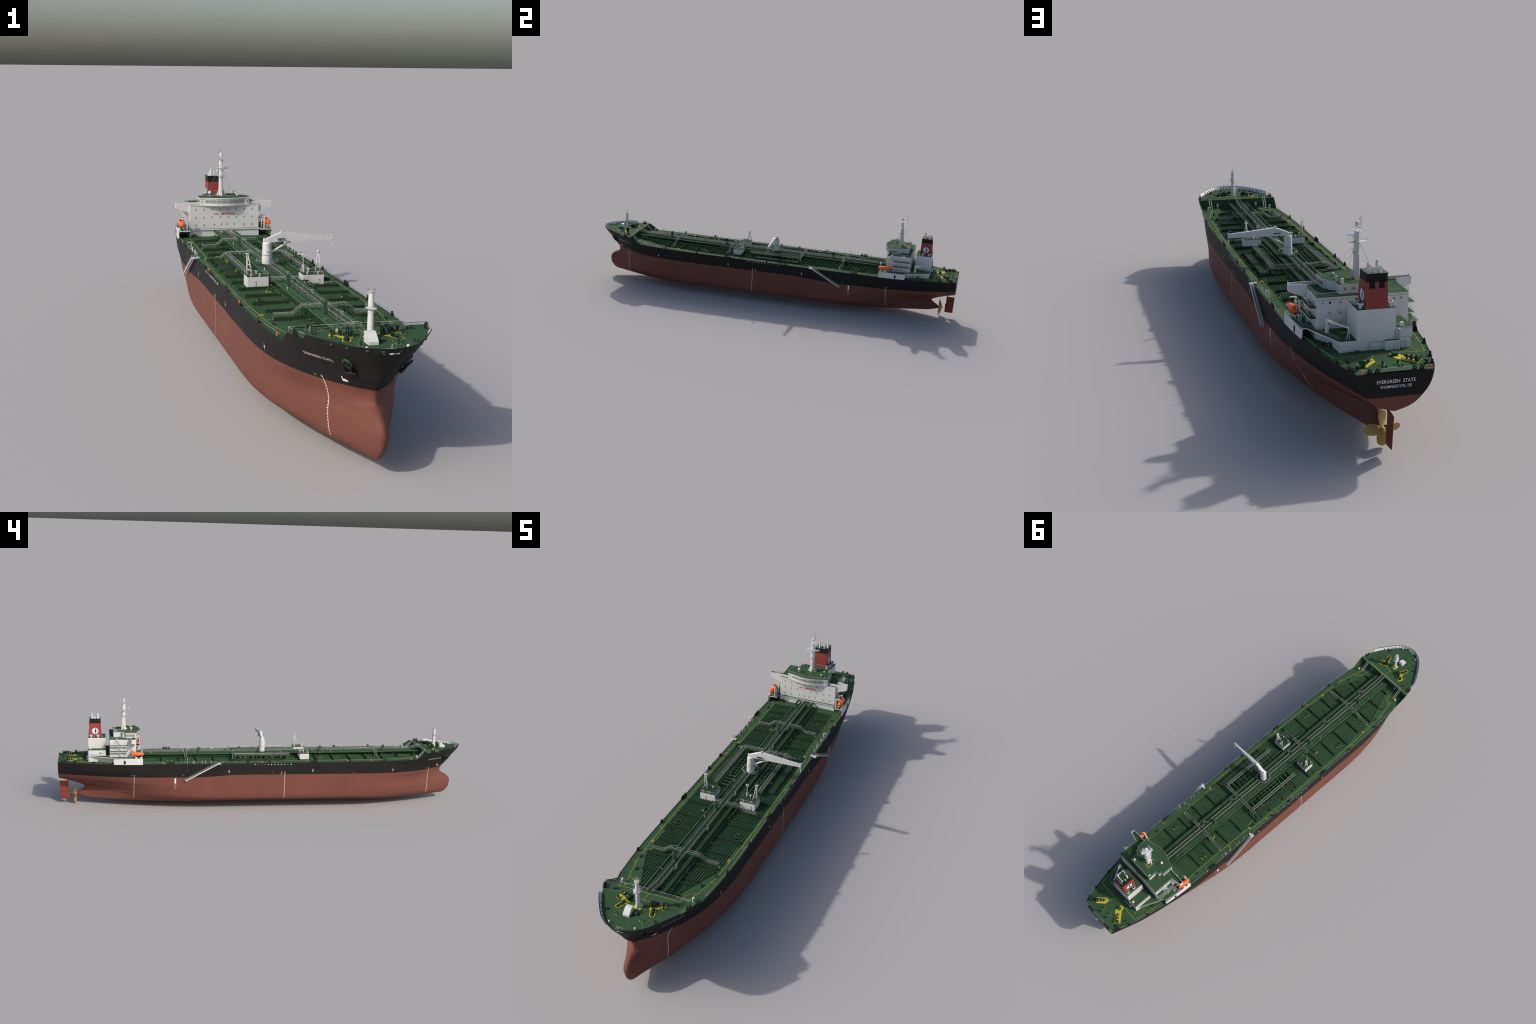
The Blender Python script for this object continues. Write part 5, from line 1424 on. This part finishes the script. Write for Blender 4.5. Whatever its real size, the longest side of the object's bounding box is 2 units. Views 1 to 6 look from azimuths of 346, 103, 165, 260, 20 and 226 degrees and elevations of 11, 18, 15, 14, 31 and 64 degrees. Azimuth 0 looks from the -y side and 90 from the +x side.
# funnel
FXc = -.0010
def fun_ring(z):
    t = (z - .3305) / (.4180 - .3305)
    x = .0283 - .0015 * t; y0 = .7940 + .0045 * t; y1 = .8556 - .0068 * t
    return [(FXc - x, y0, z), (FXc + x, y0, z), (FXc + x, y1, z), (FXc - x, y1, z)]
fn = Mesh(); quad = [(0, 1, 5, 4), (1, 2, 6, 5), (2, 3, 7, 6), (3, 0, 4, 7)]
fn.add(fun_ring(.3305) + fun_ring(.3970), quad, M['funnel'])
fn.add(fun_ring(.3970) + fun_ring(.4140), quad, M['black'])
a, b = fun_ring(.4140), fun_ring(.4180)
b = [(p[0] + (p[0] - FXc) * .03, p[1] + (.0030 if p[1] > .82 else -.0006), p[2] + .0008) for p in b]
fn.add(a + b, quad, M['black'])
c_ = [(FXc + (p[0] - FXc) * .93, .8235 + (p[1] - .8235) * .93, p[2]) for p in b]
fn.add(b + c_, quad, M['black'])
d_ = [(FXc + (p[0] - FXc) * .93, .8235 + (p[1] - .8235) * .90, .4085) for p in fun_ring(.41)]
fn.add(c_ + d_, quad, M['white']); fn.add(d_, [(0, 1, 2, 3)], M['deck'])
FUN = obj("funnel", fn)
for x, y, r, h in ((.0170, .8380, .0038, .4345), (-.0120, .8120, .0038, .4372), (.0100, .8080, .0024, .4320), (.0080, .8400, .0019, .4270), (.0020, .8400, .0019, .4275), (-.0110, .8395, .0026, .4300), (-.0180, .8260, .0022, .4240)):
    e = Mesh().cyl((FXc + x, y, .4080), (FXc + x, y, h), r, M['white'], n=14)
    e.tube([(FXc + x, y, h - .0005), (FXc + x, y + .0008, h + .0022), (FXc + x, y + .0026, h + .0040)], r * 1.02, M['white'], 10).cyl((FXc + x, y + .0026, h + .0040), (FXc + x, y + .0028, h + .0043), r * .8, M['line'], n=10)
    obj("exhaust_pipe", e, FUN)
for x0, x1 in ((.0045, .0185), (-.0200, -.0060)):
    l = Mesh()
    def fy(z): return .8556 - .0068 * (z - .3305) / .0875
    l.add([(x0, fy(.382) + .0006, .382), (x1, fy(.382) + .0006, .382), (x1, fy(.4055) + .0006, .4055), (x0, fy(.4055) + .0006, .4055)], [(0, 1, 2, 3)], M['hole'])
    for zz in np.arange(.3835, .405, .0032): l.box(x0, x1, fy(zz), fy(zz) + .0014, zz, zz + .0007, M['black'])
    obj("funnel_louvre", l, FUN)
for s in (1, -1):
    e = Mesh(); cy, cz = .8240, .3600
    def fx(y, z, off): return FXc + s * (.0283 - .0015 * (z - .3305) / .0875 + off)
    def disc(r, off, mat, oy=0, oz=0, n=32, sy=1, sz=1): e.add([(fx(cy, cz + oz + r * sz * math.sin(a), off), cy + oy + r * sy * math.cos(a), cz + oz + r * sz * math.sin(a)) for a in np.linspace(0, 2 * math.pi, n + 1)[:-1]], [tuple(range(n))], mat)
    disc(.0158, .0006, M['rimblue']); disc(.0140, .0009, M['logo'])
    def poly(pts, mat): e.add([(fx(cy, cz + q, .0013), cy + s * p, cz + q) for p, q in pts], [tuple(range(len(pts)))], mat)
    poly([(.001, .0155), (.0028, .0150), (.0034, .006), (.0066, .0020), (.0052, .0000), (.0070, -.0040), (.0030, -.0050), (.0024, -.0125), (.0002, -.0120), (-.0004, -.004), (-.0026, -.0010), (-.0010, .003)], M['iron'])
    for p, q, r in ((-.0060, .0050, .0022), (-.0070, -.0035, .0018), (-.0035, -.0085, .0020), (.0062, .0075, .0020), (.0068, -.0080, .0018)): disc(r, .0012, M['grey'], p * s, q, 10, 1, .35)
    obj("funnel_disc", e, FUN)

# provision crane on the poop
m = Mesh(); x, y = .1022, .7835
m.cyl((x, y, .2534), (x, y, .2680), .0052, M['white'], n=16).cyl((x, y, .2680), (x, y, .2820), .0036, M['white'], n=14)
m.box(x - .006, x + .005, y - .005, y + .005, .2805, .2880, M['white'])
tip = Vector((.0665, .8480, .2845)); hd = Vector((x, y + .003, .2850)); d = (tip - hd).normalized(); w = Vector((-d.y, d.x, 0)) * .0026
m.add([hd - w + Vector((0, 0, .003)), hd + w + Vector((0, 0, .003)), hd + w - Vector((0, 0, .003)), hd - w - Vector((0, 0, .003)), tip - w * .6 + Vector((0, 0, .0014)), tip + w * .6 + Vector((0, 0, .0014)), tip + w * .6 - Vector((0, 0, .0014)), tip - w * .6 - Vector((0, 0, .0014))], [(0, 1, 5, 4), (1, 2, 6, 5), (2, 3, 7, 6), (3, 0, 4, 7), (4, 5, 6, 7), (0, 3, 2, 1)], M['white'])
m.tube([Vector((x, y, .270)), hd.lerp(tip, .35) - Vector((0, 0, .002))], .0013, M['white'], 6)
for dx, dy in ((-.004, 0), (.004, .001), (.001, -.005)): m.tube([(.0675 + dx, .8455 + dy, .2534), (.0672, .8465, .2825)], .0008, M['white'], 5)
m.rail([(x - .010, y + .004, .2534), (x - .010, y - .008, .2534), (x + .003, y - .008, .2534)], M['rail'], .0100, .00045, (1, .5), .008)
obj("provision_crane", m)
obj("poop_winch", Mesh().cyl((.058, .790, .2595), (.066, .793, .2595), .0048, M['gear'], n=14).box(.056, .068, .786, .797, .2534, .2560, M['yellow']))

# ------------------------------------------------------------ forecastle gear
def tapered(m, x, y, z0, z1, a0, b0, a1, b1, mat):
    lo = [(x + a0 * math.cos(t), y + b0 * math.sin(t), z0) for t in np.linspace(0, 2 * math.pi, 21)[:-1]]
    hi = [(x + a1 * math.cos(t), y + b1 * math.sin(t), z1) for t in np.linspace(0, 2 * math.pi, 21)[:-1]]
    m.add(lo + hi, [(i, (i + 1) % 20, 20 + (i + 1) % 20, 20 + i) for i in range(20)], mat, True); m.add(hi, [tuple(range(20))], mat)
fm = Mesh(); FX, FY = 0.0, -.8680
tapered(fm, FX, FY, .2690, .3640, .0068, .0085, .0058, .0058, M['white'])
for a in (0.3, 2.84, 4.71): fm.extrude([(0, 0), (0, 0), (0, 0)], 'y', 0, 0, M['white']) if 0 else fm.add([(FX + .005 * math.cos(a), FY + .005 * math.sin(a), .269), (FX + .0125 * math.cos(a), FY + .0125 * math.sin(a), .269), (FX + .005 * math.cos(a), FY + .005 * math.sin(a), .288), (FX + .005 * math.cos(a) + .0008, FY + .005 * math.sin(a) + .0008, .269), (FX + .0125 * math.cos(a) + .0008, FY + .0125 * math.sin(a) + .0008, .269), (FX + .005 * math.cos(a) + .0008, FY + .005 * math.sin(a) + .0008, .288)], [(0, 1, 2), (5, 4, 3), (1, 4, 5, 2), (0, 2, 5, 3)], M['white'])
for zz in np.arange(.272, .362, .0034): fm.tube([(FX - .0028, FY + .0092 - (zz - .27) * .028, zz), (FX + .0028, FY + .0092 - (zz - .27) * .028, zz)], .0003, M['line'], 4)
FM = obj("foremast", fm)
ringp = lambda r, z: [(FX + r * math.cos(a), FY + r * math.sin(a), z) for a in np.linspace(0, 2 * math.pi, 17)[:-1]]
p1 = Mesh().cyl((FX, FY, .3280), (FX, FY, .3312), .0080, M['white'], .0125, 18); p1.rail(ringp(.0120, .3312), M['rail'], .0075, .00035, (1, .5), .01, closed=True)
p1.box(FX - .004, FX + .004, FY - .017, FY - .010, .3312, .3345, M['white'])
obj("mast_platform", p1, FM)
p2 = Mesh().cyl((FX, FY, .3632), (FX, FY, .3652), .0075, M['white'], .0085, 18); p2.rail(ringp(.0080, .3652), M['rail'], .0080, .00035, (1, .5), .01, closed=True)
p2.cyl((FX, FY, .3652), (FX, FY, .3720), .0012, M['white'], n=8).cyl((FX - .001, FY - .002, .3700), (FX - .001, FY - .002, .3855), .0006, M['line'], n=6).ball((FX, FY, .3735), .0020, M['white'], n=10, m=6)
obj("mast_platform", p2, FM)
sw = Mesh()
for x, y in ((.060, -.955), (-.060, -.955), (.128, -.842), (-.128, -.842), (.02, -.985), (-.045, -.800)): sw.tube([(FX, FY, .3335), (x, y, FC + .002)], .0002, M['wire'], 4)
obj("stay_wire", sw, FM, stuff=True)
# ventilation casing with a sloped front
m = Mesh().extrude([(-.8935, .2685), (-.8935, .2918), (-.9045, .2918), (-.9235, .2760), (-.9235, .2685)], 'x', -.0225, -.0015, M['white'])
obj("vent_casing", m, FCD)
obj("deck_locker", Mesh().box(.003, .016, -.907, -.893, .2685, .2755, M['gear']).box(.002, .017, -.908, -.892, .2755, .2766, M['deck']), FCD)
def windlass(s):
    """anchor windlass: chain wheel, brake drum, rope drum and gearbox on one shaft"""
    m = Mesh(); c, si = math.cos(ax), math.sin(ax); C = Vector((.054, -.8405, 0))
    def W(u, v, z): return Vector((s * (C.x + u * c - v * si), C.y + u * si + v * c, z))
    z = .2785
    m.cyl(W(-.027, 0, z), W(.024, 0, z), .0012, M['gear'], n=10)
    for u0, u1, r, mt in ((-.022, -.0195, .0105, 'gear'), (-.0195, -.0165, .0070, 'gear'), (-.0165, -.0140, .0110, 'gear'), (-.0120, -.0100, .0090, 'gear'), (-.0100, -.0060, .0075, 'gear'),
                          (.0035, .0045, .0068, 'gear'), (.0045, .0110, .0048, 'cream'), (.0110, .0120, .0068, 'gear'), (.0190, .0235, .0032, 'gear')):
        m.cyl(W(u0, 0, z), W(u1, 0, z), r, M[mt], n=22)
    for u in (-.0255, -.0045, .0015, .0145):
        p = [W(u - .0009, -.006, FC), W(u + .0009, -.006, FC), W(u + .0009, .006, FC), W(u - .0009, .006, FC), W(u - .0009, -.002, z + .003), W(u + .0009, -.002, z + .003), W(u + .0009, .002, z + .003), W(u - .0009, .002, z + .003)]
        m.add(p, [(0, 1, 5, 4), (1, 2, 6, 5), (2, 3, 7, 6), (3, 0, 4, 7), (4, 5, 6, 7)], M['gear'])
    for u, v, w_, d_2, h in ((-.0020, .0045, .0035, .004, .009), (.0165, 0, .003, .0045, .008)):
        p = [W(u + a * w_, v + b * d_2, zz) for zz in (FC, FC + h) for a, b in ((-1, -1), (1, -1), (1, 1), (-1, 1))]
        m.add(p, [(0, 1, 5, 4), (1, 2, 6, 5), (2, 3, 7, 6), (3, 0, 4, 7), (4, 5, 6, 7)], M['gear'])
    o = obj("windlass", m, FCD)
    k = Mesh(); a, b = Vector((s * .0480, -.862, .0)), Vector((s * .0570, -.8885, 0))
    for t, r, h in ((.15, .0046, .0065), (.55, .0038, .0045)):
        p = a.lerp(b, t); k.cyl((p.x - .003, p.y, FC + h), (p.x + .003, p.y, FC + h), r, M['gear'], n=14); k.box(p.x - .0045, p.x + .0045, p.y - .003, p.y + .003, FC, FC + h, M['gear'])
    k.cyl((b.x, b.y, FC), (b.x, b.y, FC + .0036), .0046, M['gear'], .0038, 16).cyl((b.x, b.y, FC + .0030), (b.x, b.y, FC + .0038), .0026, M['hole'], n=12)
    k.tube([W(-.018, -.010, FC + .008), (a.x, a.y, FC + .0105), (b.x, b.y, FC + .003)], .0009, M['iron'], 6)
    obj("chain_stopper", k, FCD)
for s in (1, -1): windlass(s)
for s in (1, -1):
    x, y = s * .0424, -.9670
    obj("deck_vent", Mesh().cyl((x, y, FC), (x, y, .2765), .0018, M['white'], n=10).ball((x, y - .0006, .2775), .0031, M['white'], sz=1.1), FCD)
    x, y = s * .1235, -.7460
    obj("deck_vent", Mesh().cyl((x, y, .2335), (x, y, .2440), .0030, M['white'], n=12).tube([(x, y, .2430), (x, y + .0015, .2470), (x, y + .0050, .2480), (x, y + .0062, .2455)], .0036, M['white'], 12), None)
bl = Mesh()
for x, y in ((-.012, -.988), (.012, -.989), (0, -.990)): bl.box(x - .0045, x + .0045, y - .0022, y + .0022, FC + .001, FC + .0045, M['white'])
bl.cyl((0, -.991, FC), (0, -.991, .2900), .0006, M['rail'], n=6)
bl.rail([(-.012, -.982, FC), (.012, -.982, FC)], M['rail'], .010, .0004, (1, .5), .008)
obj("bow_light", bl, FCD)

# stern mooring winches along the yellow pads
def stern_winch(cx, cy, ang):
    m = Mesh(); c, si = math.cos(ang), math.sin(ang); zd = deck_z(cy, 0)
    def W(u, v, z): return Vector((cx + u * c - v * si, cy + u * si + v * c, z))
    z = zd + .0082
    m.cyl(W(-.020, 0, z), W(.018, 0, z), .0012, M['gear'], n=10)
    for u0, u1, r, mt in ((-.0185, -.0160, .0078, 'gear'), (-.0125, -.0115, .0066, 'gear'), (-.0115, -.0050, .0044, 'cream'), (-.0050, -.0040, .0066, 'gear'), (.0000, .0010, .0066, 'gear'), (.0010, .0075, .0044, 'cream'), (.0075, .0085, .0066, 'gear'), (.0120, .0165, .0034, 'gear')):
        m.cyl(W(u0, 0, z), W(u1, 0, z), r, M[mt], n=20)
    for u in (-.0145, -.0022, .0105):
        p = [W(u + a, b, zz) for zz, bb in ((zd, .0062), (z + .003, .002)) for a, b in ((-.001, -bb), (.001, -bb), (.001, bb), (-.001, bb))]
        m.add(p, [(0, 1, 5, 4), (1, 2, 6, 5), (2, 3, 7, 6), (3, 0, 4, 7), (4, 5, 6, 7)], M['gear'])
    p = [W(u, v, zz) for zz in (zd, z + .0065) for u, v in ((-.0225, -.0085), (-.0188, -.0085), (-.0188, .0085), (-.0225, .0085))]
    m.add(p, [(0, 1, 5, 4), (1, 2, 6, 5), (2, 3, 7, 6), (3, 0, 4, 7), (4, 5, 6, 7)], M['pipe'])
    for v in (-.005, .005):
        q = W(.0215, v, zd + .0014); m.cyl(q, q + Vector((0, 0, .0008)), .0018, M['rudder'], n=8)
    return m
obj("stern_winch", stern_winch(.0545, .9400, math.atan2(.915 - .957, .037 - .070)) if 0 else stern_winch(.0530, .9390, math.radians(180 + 46)))
obj("stern_winch", stern_winch(-.0560, .9360, math.radians(180 + 136 + 180)) if 0 else stern_winch(-.0600, .9385, math.radians(-46)))
obj("hydraulic_unit", Mesh().box(-.0385, -.0250, .8985, .9105, .2240, .2335, M['gear']).box(-.0390, -.0245, .8980, .9110, .2335, .2348, M['pipe']))
obj("hydraulic_unit", Mesh().box(.0435, .0555, .8640, .8730, .2240, .2310, M['gear']).cyl((.0515, .8690, .2310), (.0515, .8690, .2340), .0010, M['gear'], n=6))
cp = Mesh().cyl((0, 0, 0), (0, 0, .0030), .0058, M['gear'], .0045, 14).cyl((0, 0, .0030), (0, 0, .0085), .0028, M['gear'], n=12).box(-.0055, .0055, -.0035, .0035, .0075, .0115, M['gear'])
CP = cp.data("capstan")
for x, y, r in ((.0825, .9700, .7), (-.0897, .9637, -.7)): obj("capstan", CP, None, (x, y, deck_z(y, x)), r)
